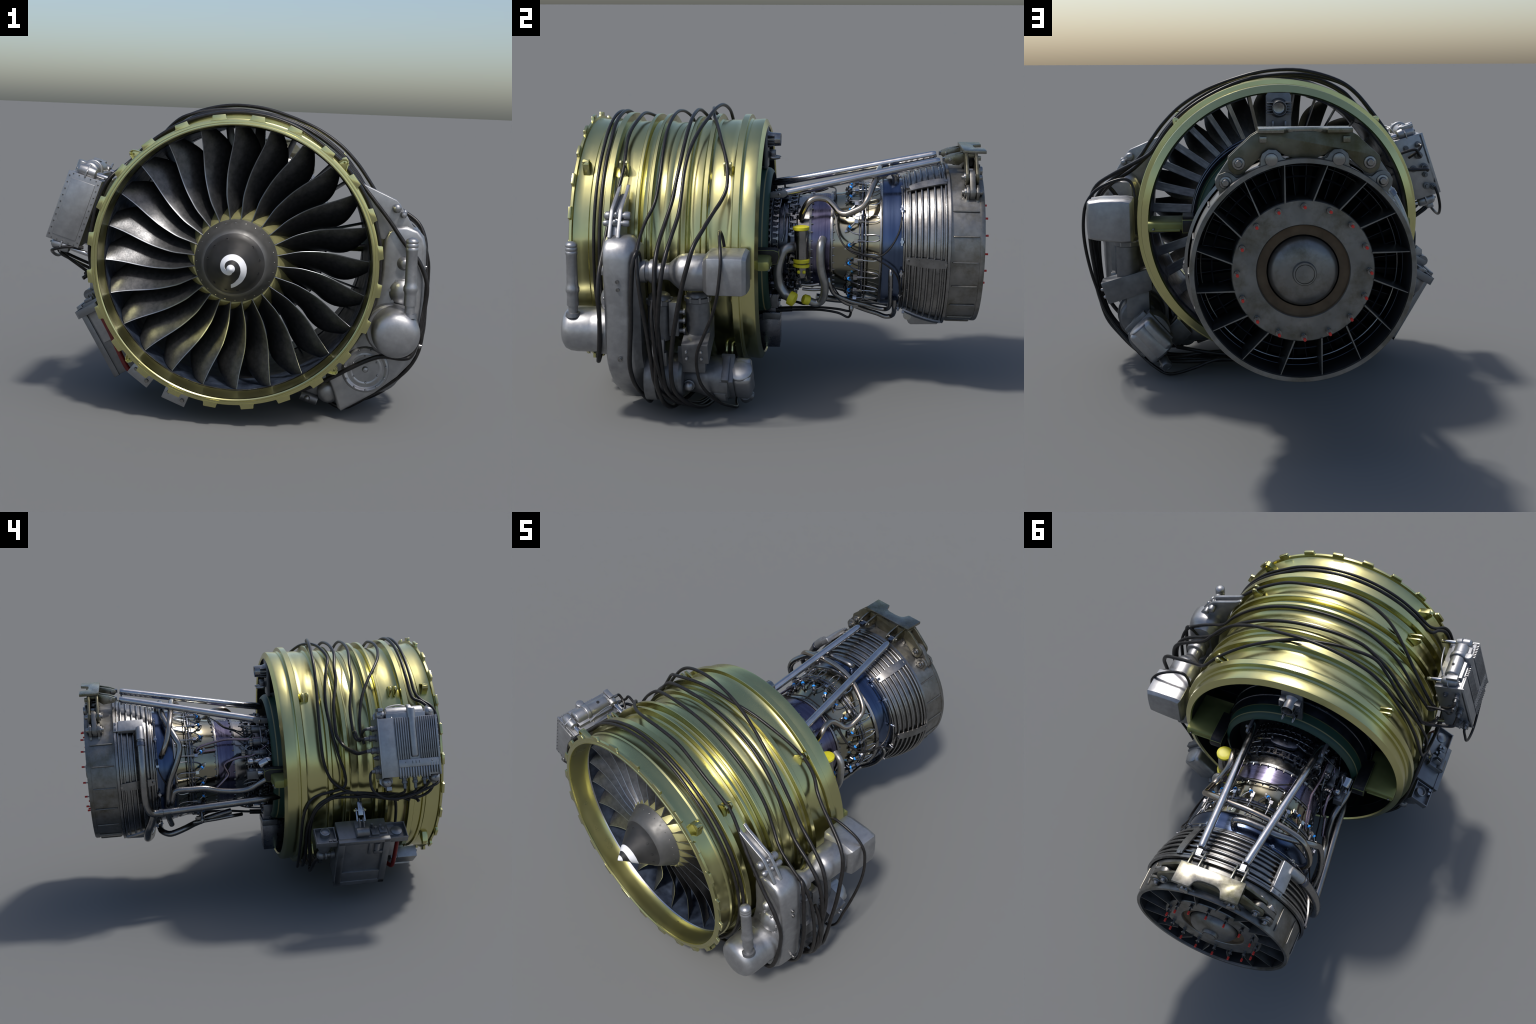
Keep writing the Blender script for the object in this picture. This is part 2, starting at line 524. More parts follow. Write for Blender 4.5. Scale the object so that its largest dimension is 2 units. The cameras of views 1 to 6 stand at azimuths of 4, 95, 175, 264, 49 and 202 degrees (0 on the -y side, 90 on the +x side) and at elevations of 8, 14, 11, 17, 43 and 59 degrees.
# fan blade: swept leading edge, twisted and cambered section
#        radius   le y    le deg  te y    te deg  thickness
span = [(0.168, -0.764, 0.0, -0.570, -20.0, 0.013), (0.215, -0.758, 0.4, -0.570, -19.5, 0.012), (0.265, -0.752, 0.7, -0.575, -18.5, 0.011), (0.31, -0.745, -0.3, -0.583, -18.6, 0.0095),
        (0.36, -0.738, -1.7, -0.593, -18.8, 0.008), (0.405, -0.735, -3.3, -0.606, -20.2, 0.007), (0.45, -0.737, -5.0, -0.622, -20.2, 0.006), (0.49, -0.742, -6.3, -0.642, -18.6, 0.0055), (0.53, -0.750, -7.2, -0.664, -15.6, 0.005), (0.555, -0.757, -7.6, -0.680, -13.4, 0.0045)]


def blade_at(row, s, side):
    R, yl, al, yt, at, th = row
    y = yl + (yt - yl) * s
    a = radians(al + (at - al) * (s + 0.55 * s * (1 - s)))
    h = th * (0.16 + 0.84 * (4 * s * (1 - s)) ** 0.6) * 0.5
    t = Vector((-sin(a), 0, cos(a))) * (yt - yl) - Vector((0, 1, 0)) * R * radians(at - al)
    t.normalize()
    return Vector((R * cos(a), y, R * sin(a))) + t * h * side


def interp(rows, n):
    out = []
    for i in range(n):
        x = i / (n - 1) * (len(rows) - 1)
        j = min(int(x), len(rows) - 2)
        P = [rows[max(j - 1, 0)], rows[j], rows[j + 1], rows[min(j + 2, len(rows) - 1)]]
        t = x - j
        out.append([0.5 * (2 * b + (c - a) * t + (2 * a - 5 * b + 4 * c - d) * t * t + (3 * b - a - 3 * c + d) * t ** 3) for a, b, c, d in zip(*P)])
    return out


def make_blade():
    k = Kit()
    rows, n = interp(span, 25), 11
    ss = [0, 0.018, 0.07, 0.18, 0.3, 0.42, 0.55, 0.68, 0.8, 0.9, 1.0]
    vs, body, edge = [], [], []
    for row in rows:
        vs += [blade_at(row, s, 1) for s in ss] + [blade_at(row, s, -1) for s in reversed(ss)]
    m = 2 * n
    for i in range(len(rows) - 1):
        for j in range(m):
            q = (i * m + j, i * m + (j + 1) % m, (i + 1) * m + (j + 1) % m, (i + 1) * m + j)
            (edge if j in (0, m - 2, m - 1) else body).append(q)
    L = (len(rows) - 1) * m
    body += [tuple(range(m)), tuple(range(L + m - 1, L - 1, -1))]
    k.add(vs, body, BLADE)
    k.add(vs, edge, BLADE_EDGE)
    return k.mesh("fan_blade", angle=50)


k = Kit()
k.lathe([(-0.750, 0.150), (-0.745, 0.168), (-0.70, 0.196), (-0.62, 0.228), (-0.54, 0.250), (-0.53, 0.20), (-0.53, 0.12)], GOLD_DARK, 96)
fan_disc = k.obj("fan_disc", angle=45)
spin(local(make_blade), "fan_blade", 24, fan_disc, 10.0)


def make_platform():
    """Gold filler panel between two blade roots, stepped up along one edge."""
    k, n, w = Kit(), 8, 5
    vs = []
    for lift in (0.004, -0.004):
        for i in range(n + 1):
            s = i / n
            y = -0.762 + 0.21 * s
            for j in range(w + 1):
                a = -20 * (s + 0.55 * s * (1 - s)) + 1.0 + 13.2 * j / w
                vs.append(polar(y, a, 0.1735 + 0.086 * s ** 0.75 + lift + 0.007 * (1 - j / w)))
    fs, L, st = [], (n + 1) * (w + 1), w + 1
    for i in range(n):
        for j in range(w):
            a = i * st + j
            fs += [(a, a + 1, a + st + 1, a + st), (L + a, L + a + st, L + a + st + 1, L + a + 1)]
    rim = [j for j in range(st)] + [i * st + w for i in range(1, n + 1)] + [n * st + j for j in range(w - 1, -1, -1)] + [i * st for i in range(n - 1, 0, -1)]
    fs += [(a, L + a, L + b, b) for a, b in zip(rim, rim[1:] + rim[:1])]
    k.add(vs, fs, GOLD_PALE)
    return k.mesh("blade_platform", angle=40)


spin(local(make_platform), "blade_platform", 24, fan_disc, 10.0)

# ------------------------------------------------------------------ guide vanes and fan frame
k = Kit()
k.lathe([(-0.52, 0.12), (-0.515, 0.24), (-0.46, 0.30), (-0.40, 0.335), (-0.30, 0.362), (-0.18, 0.372), (-0.10, 0.362), (-0.086, 0.357)], VANE, 112)
k.lathe([(-0.086, 0.357), (-0.052, 0.3535), (-0.030, 0.349), (-0.019, 0.340), (-0.013, 0.328)], GREEN, 112)
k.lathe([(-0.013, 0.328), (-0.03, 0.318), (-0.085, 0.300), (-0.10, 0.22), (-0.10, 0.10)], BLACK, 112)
k.ring(-0.20, 0.373, 0.005, CORE)
k.ring(-0.135, 0.369, 0.004, CORE)
fan_frame = k.obj("fan_frame", angle=40)


def make_vane():
    k, n = Kit(), 9
    rows = [(0.30 + 0.265 * i / 6) for i in range(7)]
    ss = [0, 0.06, 0.2, 0.4, 0.6, 0.8, 1.0]
    vs, fs = [], []
    for r in rows:
        ring = []
        for side in (1, -1):
            for s in (ss if side > 0 else reversed(ss)):
                y = -0.40 + 0.125 * s + 0.02 * (r - 0.3)
                off = 0.020 * (1 - s) ** 1.7
                h = 0.0045 * (0.25 + 0.75 * (4 * s * (1 - s)) ** 0.5)
                ring.append(Vector((r, y, off + h * side)))
        vs += ring
    m = 2 * len(ss)
    for i in range(len(rows) - 1):
        fs += [(i * m + j, i * m + (j + 1) % m, (i + 1) * m + (j + 1) % m, (i + 1) * m + j) for j in range(m)]
    k.add(vs, fs, VANE)
    return k.mesh("guide_vane", angle=50)


spin(local(make_vane), "guide_vane", 34, fan_frame, 3.0)

# acoustic wall panels inside the duct behind the vanes
def make_panel():
    k = Kit()
    vs, fs, n = [], [], 6
    for r in (0.5505, 0.543):
        for y in (-0.255, -0.115):
            vs += [polar(y, -11.2 + 22.4 * i / n, r) for i in range(n + 1)]
    st = n + 1
    for i in range(n):
        fs += [(i, i + 1, st + i + 1, st + i), (2 * st + i, 3 * st + i, 3 * st + i + 1, 2 * st + i + 1), (i, 2 * st + i, 2 * st + i + 1, i + 1), (st + i, st + i + 1, 3 * st + i + 1, 3 * st + i)]
    fs += [(0, st, 3 * st, 2 * st), (n, 2 * st + n, 3 * st + n, st + n)]
    k.add(vs, fs, VANE)
    return k.mesh("duct_panel", angle=40)


spin(local(make_panel), "duct_panel", 14, fan_frame, 12.8, skip=(0, 3, 7))

# two horizontal arms (3 and 9 o'clock) with rubber boots, and the bottom strut
k = Kit()
for s in (1, -1):
    cx = CX + s * 0.4715
    prof = [(-0.22, 0.012), (-0.17, 0.019), (-0.01, 0.019), (0.004, 0.017), (0.010, 0.010), (0.010, -0.012), (0.004, -0.018), (-0.01, -0.020), (-0.17, -0.020), (-0.22, -0.012)]
    k.prism(prof, (cx - s * 0.085, 0, CZ + 0.004), Y, Z, X * s, 0.168, GOLD_DARK)
    k.prism([(-0.14, 0.030), (0.020, 0.034), (0.042, 0.026), (0.046, 0.004), (0.036, -0.030), (0.010, -0.036), (-0.14, -0.030)], (cx - s * 0.122, 0, CZ + 0.010), Y, Z, X * s, 0.062, RUBBER)
    k.rod((cx - s * 0.05, 0.008, CZ - 0.012), (cx + s * 0.078, 0.008, CZ - 0.012), 0.0065, ALU_DARK, 10)
    k.ball((cx + s * 0.06, 0.014, CZ - 0.006), 0.006, PIPE, 8)
k.obj("side_arm", fan_frame, bevel=0.003)
k = Kit()
k.box((CX, -0.05, 0.235), (0.055, 0.075, 0.085), CORE)
k.box((CX, -0.018, 0.315), (0.065, 0.045, 0.018), ALU_DARK)
k.box((CX, -0.020, 0.345), (0.052, 0.040, 0.022), CORE)
k.box((CX, -0.012, 0.402), (0.10, 0.030, 0.035), ALU_DARK)
for i in (-1, 0, 1):
    k.bolt((CX + i * 0.06, 0.018, 0.40), Y, 0.008, 0.012, PIPE)
k.obj("bottom_strut", fan_frame, bevel=0.003)

# mounting panel at 12 o'clock with a toothed tube
k = Kit()
px = -0.0205
k.prism([(-0.053, 1.05), (0.053, 1.05), (0.053, 1.234), (0.045, 1.246), (-0.045, 1.246), (-0.053, 1.234)], (px, -0.055, 0), X, Z, Y, 0.016, ALU_DARK)
k.turn((px, -0.04, 1.184), Y, [(0, 0.042), (0.010, 0.036), (0.022, 0.033), (0.062, 0.0305), (0.062, 0.0275), (0.012, 0.025), (0.011, 0.018), (0.0105, 0.0005)], PIPE, 28)
for s in (1, -1):
    for i in range(5):
        k.box((px + s * 0.038, -0.024, 1.162 + i * 0.011), (0.014, 0.018, 0.0025), ALU_DARK)
    k.turn((px + s * 0.026, -0.03, 1.098), Y, [(0, 0.012), (0.02, 0.010), (0.045, 0.005), (0.052, 0.001)], PIPE, 12)
    k.box((px + s * 0.026, -0.02, 1.115), (0.004, 0.016, 0.016), CORE)
k.obj("mount_panel", fan_frame, bevel=0.0015)


# ------------------------------------------------------------------ core casings
k = Kit()
k.lathe([(-0.10, 0.195), (0.03, 0.203), (0.062, 0.206), (0.063, 0.210), (0.068, 0.210), (0.069, 0.207), (0.112, 0.214)], CORE, 96)
k.lathe([(0.112, 0.214), (0.115, 0.218), (0.168, 0.226)], PIPE, 96)
for y, r in ((-0.045, 0.216), (-0.012, 0.219), (0.022, 0.222), (0.075, 0.226), (0.107, 0.228)):
    k.ring(y, r, 0.0042, PIPE)
compressor_case = k.obj("compressor_case")

k = Kit()
k.lathe([(0.168, 0.226), (0.169, 0.233), (0.180, 0.233), (0.181, 0.228)], PIPE, 112)
k.lathe([(0.181, 0.2275), (0.215, 0.229), (0.268, 0.231)], PURPLED, 112)
k.lathe([(0.268, 0.231), (0.269, 0.238), (0.273, 0.240), (0.282, 0.240), (0.284, 0.235)], PIPE, 112)
k.obj("combustor_front_band")
k = Kit()
k.lathe([(0.284, 0.2335), (0.32, 0.236), (0.35, 0.243), (0.40, 0.256), (0.45, 0.271), (0.498, 0.285)], NICKEL, 112)
k.lathe([(0.498, 0.285), (0.499, 0.298), (0.506, 0.300), (0.511, 0.305)], PIPE, 112)
combustor_case = k.obj("combustor_case")
k = Kit()
k.lathe([(0.511, 0.303), (0.55, 0.3055), (0.604, 0.308)], BLUED, 112)
k.lathe([(0.604, 0.308), (0.605, 0.322), (0.611, 0.324), (0.613, 0.321), (0.615, 0.328), (0.622, 0.330)], PIPE, 112)
k.obj("nozzle_band")

# bolts on the casing flanges
def make_flange_bolt(y, r):
    k = Kit()
    k.turn((r, y, 0), Y, [(-0.003, 0.0042), (0.004, 0.0042), (0.004, 0.0028), (0.008, 0.0026)], PIPE, 8)
    return k.mesh("flange_bolt", angle=30)


spin(local(lambda: make_flange_bolt(0.284, 0.236)), "flange_bolt", 40, combustor_case, 4.5)
spin(local(lambda: make_flange_bolt(0.181, 0.2315)), "flange_bolt", 36, combustor_case, 2.0)

# variable vane levers: rows of little arms, clevises and pins round the compressor
def make_lever(y0, y1, r, w):
    k = Kit()
    k.box((r, (y0 + y1) / 2, 0), (0.003, (y1 - y0) / 2, w), PIPE)
    k.rod((r - 0.012, y0, 0), (r + 0.006, y0, 0), 0.0042, PIPE, 8)
    k.box((r + 0.001, y1, 0), (0.006, 0.004, w * 1.9), PIPE)
    k.rod((r - 0.004, y1, -w * 2.4), (r - 0.004, y1, w * 2.4), 0.002, CORE, 6)
    return k.mesh("vane_lever", angle=30)


for y0, y1, r, w, c, st in ((-0.075, -0.048, 0.221, 0.0032, 48, 0), (-0.036, -0.014, 0.224, 0.0034, 50, 2), (0.004, 0.022, 0.228, 0.0036, 52, 0), (0.084, 0.106, 0.229, 0.004, 44, 1)):
    spin(local(lambda: make_lever(y0, y1, r, w)), "vane_lever", c, compressor_case, st)

k = Kit()
rnd = random.Random(3)
for i in range(230):
    a = rnd.uniform(0, 360)
    y = rnd.choice((rnd.uniform(-0.09, 0.0), rnd.uniform(0.066, 0.115), rnd.uniform(0.066, 0.115)))
    r = 0.218 + (y + 0.1) * 0.05 + rnd.uniform(-0.004, 0.004)
    c = polar(y, a, r)
    er, et = (c - Vector((CX, y, CZ))).normalized(), Vector((-sin(radians(a)), 0, cos(radians(a))))
    q = rnd.random()
    mt = PIPE if rnd.random() < 0.6 else CORE
    if q < 0.5:
        k.box(c, (rnd.uniform(0.003, 0.009), rnd.uniform(0.003, 0.010), rnd.uniform(0.002, 0.007)), mt, (er, Y, et))
    elif q < 0.8:
        k.rod(c - et * rnd.uniform(0.006, 0.02), c + et * rnd.uniform(0.006, 0.02), rnd.uniform(0.0018, 0.004), mt, 6)
    else:
        k.turn(c, er, [(-0.004, 0.005), (0.008, 0.005), (0.008, 0.003), (0.013, 0.003)], mt, 8)
k.obj("compressor_fittings", compressor_case, angle=30, kind="stuff")
k = Kit()
for i in range(9):
    a0 = i * 41 + 10
    y = rnd.choice((-0.07, -0.03, 0.03, 0.05, 0.095, 0.12))
    k.tube([polar(y + rnd.uniform(-0.01, 0.01), a0 + 12 * j, 0.234 + rnd.uniform(-0.004, 0.006)) for j in range(5)], 0.0032, PIPE, 7, 4)
k.obj("sense_lines", compressor_case, kind="stuff")
# flat bleed cover on top of the compressor
k = Kit()
vs = []
for r in (0.247, 0.225):
    for i in range(24):
        a = 2 * pi * i / 24
        vs.append(polar(0.035 + 0.030 * sin(a), 88 + 17 * cos(a), r - (0.006 if r > 0.24 and i % 1 else 0)))
k.add(vs, [tuple(range(24)), tuple(range(47, 23, -1))] + [(i, i + 24, (i + 1) % 24 + 24, (i + 1) % 24) for i in range(24)], CORE)
for q in (73, 88, 103):
    k.ball(polar(0.028, q, 0.248), 0.006, PIPE, 10)
k.obj("bleed_cover", compressor_case, bevel=0.003)

# ------------------------------------------------------------------ fuel nozzles: bracket, blue clip, stem and looped pigtail
def make_nozzle():
    k = Kit()
    r = 0.247
    # triangular foot with two bolts
    k.prism([(0.335, -0.016), (0.352, -0.012), (0.368, 0.016), (0.350, 0.020)], (r - 0.002, 0, 0), Y, Z, X, 0.008, PIPE)
    for y, zz in ((0.342, -0.010), (0.358, 0.014)):
        k.rod((r, y, zz), (r + 0.013, y, zz), 0.0042, STEEL, 8)
    k.rod((r + 0.002, 0.352, 0.002), (r + 0.020, 0.356, 0.000), 0.0085, CORE, 10)
    k.tube([(r + 0.016, 0.352, -0.004), (r + 0.026, 0.360, 0.004), (r + 0.030, 0.371, 0.014), (r + 0.034, 0.382, 0.024)], 0.0052, PIPE, 8)
    k.box((r + 0.040, 0.389, 0.030), (0.0085, 0.0085, 0.0085), STEEL)
    k.rod((r + 0.040, 0.392, 0.030), (r + 0.040, 0.424, 0.030), 0.0072, PIPE, 10)
    k.tube([(r + 0.040, 0.420, 0.030), (r + 0.041, 0.455, 0.028), (r + 0.043, 0.480, 0.030), (r + 0.044, 0.497, 0.040), (r + 0.044, 0.494, 0.054), (r + 0.040, 0.475, 0.060), (r + 0.032, 0.445, 0.058), (r + 0.026, 0.422, 0.056)], 0.0026, STEEL, 8)
    return k.mesh("fuel_nozzle", angle=35)


def make_clip():
    k = Kit()
    d, u, w = frame((0.010, 0.011, 0.010))
    k.turn((0.275, 0.362, 0.008), d, [(-0.004, 0.0085), (0.004, 0.0085), (0.004, 0.0062), (-0.004, 0.0062), (-0.004, 0.0085)], BLUE, 14, caps=False)
    return k.mesh("blue_clip")


spin(local(make_nozzle), "fuel_nozzle", 20, combustor_case, 7.0)
spin(local(make_clip), "blue_clip", 20, combustor_case, 7.0)
k = Kit()
k.ring(0.418, 0.2835, 0.0062, CORE)
k.ring(0.432, 0.2875, 0.0036, PIPE)
k.ring(0.405, 0.276, 0.0030, CORE)
for i in range(20):
    a = 7 + 18 * i
    k.rod(polar(0.418, a + 3, 0.262), polar(0.418, a + 3, 0.292), 0.0035, PIPE, 6)
    k.tube([polar(0.356, a - 1, 0.262), polar(0.375, a - 4, 0.268), polar(0.40, a - 5.5, 0.275), polar(0.418, a - 5, 0.283)], 0.0028, CORE, 6, 4)
k.obj("fuel_manifold", combustor_case)

# ------------------------------------------------------------------ low-pressure turbine case with cooling-tube coils
k = Kit()
k.lathe([(0.622, 0.325), (0.66, 0.341), (0.70, 0.357), (0.75, 0.370), (0.795, 0.377), (0.800, 0.390), (0.812, 0.392), (0.815, 0.381)], TURBINE, 128)
turbine_case = k.obj("turbine_case")
k = Kit()
for y, r in ((0.634, 0.337), (0.660, 0.347), (0.686, 0.358), (0.713, 0.367), (0.743, 0.375), (0.773, 0.380), (0.792, 0.383)):
    k.ring(y, r, 0.0062, PIPE, 128, 10)
k.obj("cooling_tube", turbine_case)


def make_wrap():
    k = Kit()
    pts = [(0.620, 0.338), (0.640, 0.349), (0.68, 0.366), (0.72, 0.379), (0.76, 0.389), (0.785, 0.392), (0.797, 0.391)]
    vs, fs, n = [], [], len(pts)
    for dr in (0.004, -0.004):
        for y, r in pts:
            w = 0.016 + 0.006 * sin((y - 0.62) / 0.18 * pi) if y < 0.79 else 0.016
            for s in (-1, 1):
                vs.append(Vector((r + dr, y, w * s)))
    o = 2 * n
    for i in range(n - 1):
        a = 2 * i
        fs += [(a, a + 1, a + 3, a + 2), (o + a, o + a + 2, o + a + 3, o + a + 1), (a, a + 2, o + a + 2, o + a), (a + 1, o + a + 1, o + a + 3, a + 3)]
    fs += [(0, o, o + 1, 1), (2 * n - 2, 2 * n - 1, o + 2 * n - 1, o + 2 * n - 2)]
    k.add(vs, fs, TURBINE)
    for y in (0.622, 0.792):
        k.box((0.349 if y < 0.7 else 0.392, y, 0), (0.006, 0.006, 0.006), PIPE)
    return k.mesh("tube_clamp", angle=30)


spin(local(make_wrap), "tube_clamp", 6, turbine_case, -1.5, skip=(2,))

# ------------------------------------------------------------------ exhaust frame
k = Kit()
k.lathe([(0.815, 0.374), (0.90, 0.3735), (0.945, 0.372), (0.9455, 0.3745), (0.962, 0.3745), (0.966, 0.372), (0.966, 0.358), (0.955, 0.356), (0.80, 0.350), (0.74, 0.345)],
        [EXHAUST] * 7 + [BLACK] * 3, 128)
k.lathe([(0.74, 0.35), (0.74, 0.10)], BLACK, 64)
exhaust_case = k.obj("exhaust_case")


def make_rib():
    k = Kit()
    k.tube([(0.3735, 0.826, 0), (0.3765, 0.832, 0), (0.3765, 0.88, 0), (0.3765, 0.932, 0), (0.3735, 0.938, 0)], 0.0036, EXHAUST, 8, 2)
    return k.mesh("casing_rib")


spin(local(make_rib), "casing_rib", 20, exhaust_case, 17.4, skip=(2, 3, 4, 5, 6))

k = Kit()
k.lathe([(0.75, 0.232), (0.925, 0.236), (0.944, 0.238), (0.948, 0.235), (0.949, 0.157), (0.946, 0.154)], EXHAUST, 112)
k.lathe([(0.946, 0.154), (0.935, 0.152), (0.932, 0.121)], RUST, 112)
k.lathe([(0.932, 0.121), (0.915, 0.118), (0.934, 0.116)], BLACK, 112)
k.lathe([(0.934, 0.116), (0.950, 0.112), (0.964, 0.100), (0.972, 0.080), (0.976, 0.055), (0.977, 0.040), (0.988, 0.039), (0.991, 0.037), (0.991, 0.0325), (0.987, 0.0315), (0.987, 0.0305), (0.992, 0.030), (0.992, 0.0002)], EXHAUST, 112)
exhaust_plate = k.obj("exhaust_plate", exhaust_case, angle=35)


def make_stud():
    k = Kit()
    k.turn((0.219, 0.947, 0), Y, [(0, 0.0105), (0.004, 0.0105), (0.004, 0.0082), (0.018, 0.0082), (0.018, 0.0105), (0.022, 0.0100), (0.022, 0.0040), (0.038, 0.0040)], PIPE, 12)
    k.turn((0.219, 0.985, 0), Y, [(0, 0.0050), (0.0145, 0.0050), (0.015, 0.0046)], RED, 12)
    return k.mesh("sleeved_stud", angle=30)


spin(local(make_stud), "sleeved_stud", 16, exhaust_plate, 0.0)


def make_outlet_vane():
    """Thin radial strut, swept a little in the swirl direction."""
    k = Kit()
    a, b = polar(0, -5.0, 0.234), polar(0, 0.0, 0.3585)
    vs = []
    for p, hw in ((a, 0.0026), (b, 0.0014)):
        t = Vector((-(b - a).z, 0, (b - a).x)).normalized()
        vs += [p + t * hw + Y * 0.958, p - t * hw + Y * 0.958, p - t * hw * 1.2 + Y * 0.86, p - t * hw + Y * 0.78, p + t * hw + Y * 0.78, p + t * hw * 1.2 + Y * 0.86]
    fs = [tuple(range(6)), tuple(range(11, 5, -1))] + [(i, i + 6, (i + 1) % 6 + 6, (i + 1) % 6) for i in range(6)]
    k.add(vs, fs, EXHAUST)
    return k.mesh("outlet_strut", angle=30)


spin(local(make_outlet_vane), "outlet_strut", 16, exhaust_case, 12.5)


def make_turbine_blade():
    k = Kit()
    vs = []
    for r in (0.235, 0.352):
        vs += [Vector((r, 0.815, 0.012)), Vector((r, 0.80, 0.004)), Vector((r, 0.775, -0.004)), Vector((r, 0.775, -0.007)), Vector((r, 0.80, 0.001)), Vector((r, 0.815, 0.0105))]
    k.add(vs, [tuple(range(6)), tuple(range(11, 5, -1))] + [(i, i + 6, (i + 1) % 6 + 6, (i + 1) % 6) for i in range(6)], VANE)
    return k.mesh("turbine_blade", angle=30)


spin(local(make_turbine_blade), "turbine_blade", 44, exhaust_case, 2)
k = Kit()
k.ring(0.815, 0.300, 0.0035, VANE)
k.ring(0.815, 0.338, 0.0035, PIPE)
k.ring(0.84, 0.352, 0.003, VANE)
k.obj("turbine_shroud", exhaust_case)

# ------------------------------------------------------------------ rear mount and thrust rods
MX = -0.0265
k = Kit()
half = [(0.150, 1.150), (0.172, 1.137), (0.245, 1.070), (0.249, 1.050), (0.244, 1.030), (0.230, 1.016), (0.212, 1.012), (0.196, 1.018), (0.150, 1.062), (0.122, 1.090), (0.105, 1.094), (0.088, 1.088), (0.060, 1.072), (0.030, 1.062), (0.0, 1.059)]
poly = [(a, b) for a, b in half] + [(-a, b) for a, b in reversed(half[:-1])]
for y in (0.880, 0.925):
    k.prism(poly, (MX, y, 0), X, Z, Y, 0.013, MOUNT_SHADED)
k.box((MX, 0.909, 1.138), (0.150, 0.016, 0.008), MOUNT_SHADED)
mount_beam = k.obj("mount_beam", bevel=0.002)

k = Kit()
notch = []
for i in range(13):
    t = i / 12
    xx = 0.070 - 0.140 * t
    notch.append((xx, 0.978 - 0.044 * (1 - (2 * t - 1) ** 4) ** 0.6))
plate = [(0.151, 0.978), (0.076, 0.978)] + notch + [(-0.076, 0.978), (-0.151, 0.978), (-0.149, 0.876), (0.149, 0.876)]
k.prism([(a, b) for a, b in plate], (MX, 0, 1.148), X, Y, Z, 0.015, MOUNT)
for s in (1, -1):
    k.box((MX + s * 0.135, 0.938, 1.126), (0.012, 0.016, 0.010), MOUNT)
    # clevis ears that hold the rods
    for e in (-0.024, 0.024):
        k.prism([(0.884, 1.150), (0.884, 1.112), (0.858, 1.092), (0.800, 1.098), (0.788, 1.110), (0.792, 1.124), (0.82, 1.136)], (MX + s * 0.099 + e - 0.004, 0, 0), Y, Z, X, 0.008, MOUNT)
    k.rod((MX + s * 0.099 - 0.034, 0.815, 1.116), (MX + s * 0.099 + 0.034, 0.815, 1.116), 0.009, PIPE, 12)
k.obj("mount_plate", mount_beam, bevel=0.002)

k = Kit()
for s in (1, -1):
    a, b = Vector((MX + s * 0.2135, 0.9, 1.049)), Vector((MX + s * 0.2555, 0.9, 0.988))
    d = (b - a).normalized()
    n = Vector((-d.z, 0, d.x))
    pts = []
    for c0, sg in ((a, -1), (b, 1)):
        for i in range(9):
            q = pi * i / 8
            pts.append(c0 - a + n * (0.033 * cos(q) * -sg) + d * (sg * 0.033 * sin(q)))
    k.prism([(p.x, p.z) for p in pts], (a.x, 0.897, a.z), X, Z, Y, 0.024, EXHAUST)
    for c0 in (a, b):
        k.turn((c0.x, 0.862, c0.z), Y, [(0, 0.011), (0.010, 0.011), (0.010, 0.021), (0.018, 0.022), (0.076, 0.022), (0.080, 0.0205), (0.080, 0.0125), (0.093, 0.0118), (0.095, 0.009)], PIPE, 18)
    # case lugs
    for y in (0.882, 0.926):
        ang = math.degrees(atan2(b.z - CZ, b.x - CX))
        er = Vector((cos(radians(ang)), 0, sin(radians(ang))))
        et = Vector((-er.z, 0, er.x))
        lug = [(-0.020, -0.050), (-0.012, -0.036), (0.012, -0.032), (0.026, -0.022), (0.034, 0), (0.026, 0.022), (0.012, 0.032), (-0.012, 0.036), (-0.020, 0.050)]
        k.prism(lug, (b.x, y, b.z), er, et, Y, 0.012, EXHAUST)
    c0 = Vector((MX + s * 0.109, 0, 1.062))
    ang = math.degrees(atan2(c0.z - CZ, c0.x - CX))
    er = Vector((cos(radians(ang)), 0, sin(radians(ang))))
    et = Vector((-er.z, 0, er.x))
    for y in (0.895, 0.945):
        k.prism([(-0.014, -0.048), (-0.006, -0.037), (0.010, -0.034), (0.026, -0.023), (0.034, 0), (0.026, 0.023), (0.010, 0.034), (-0.006, 0.037), (-0.014, 0.048)], (c0.x, y, c0.z), er, et, Y, 0.010, EXHAUST)
    k.turn((c0.x, 0.885, c0.z), Y, [(0, 0.022), (0.078, 0.022), (0.082, 0.0205), (0.0825, 0.0002)], PIPE, 20)
k.obj("mount_link", mount_beam, angle=30, bevel=0.0015)

for s in (1, -1):
    k = Kit()
    a, b = Vector((CX + s * 0.1735, -0.03, 0.938)), Vector((CX + s * 0.1015, 0.812, 1.117))
    d = (b - a).normalized()
    k.turn(a, d, [(0, 0.010), (0.03, 0.0165), (0.09, 0.0185), (0.80, 0.0185), (0.815, 0.0165), (0.822, 0.013)], STEEL, 24)
    k.box(b - d * 0.014, (0.012, 0.016, 0.009), CORE)
    k.box(b - d * 0.050 - Z * 0.017, (0.020, 0.004, 0.007), CORE)
    k.obj("thrust_rod", bevel=0.0)
    k = Kit()
    c = Vector((CX + s * 0.165, 0.03, 0.955))
    k.prism([(-0.06, -0.020), (0.02, -0.018), (0.034, -0.008), (0.036, 0.008), (0.026, 0.018), (-0.05, 0.006)], c + X * (s * 0.026 - 0.006), Y, Z, X, 0.012, ALU_DARK)
    k.rod(c + X * (s * 0.015), c + X * (s * 0.045), 0.008, PIPE, 10)
    k.obj("rod_bracket", bevel=0.002)


def path(pts):
    """(y, degrees, radius) about the engine axis -> points."""
    return [polar(*p) for p in pts]


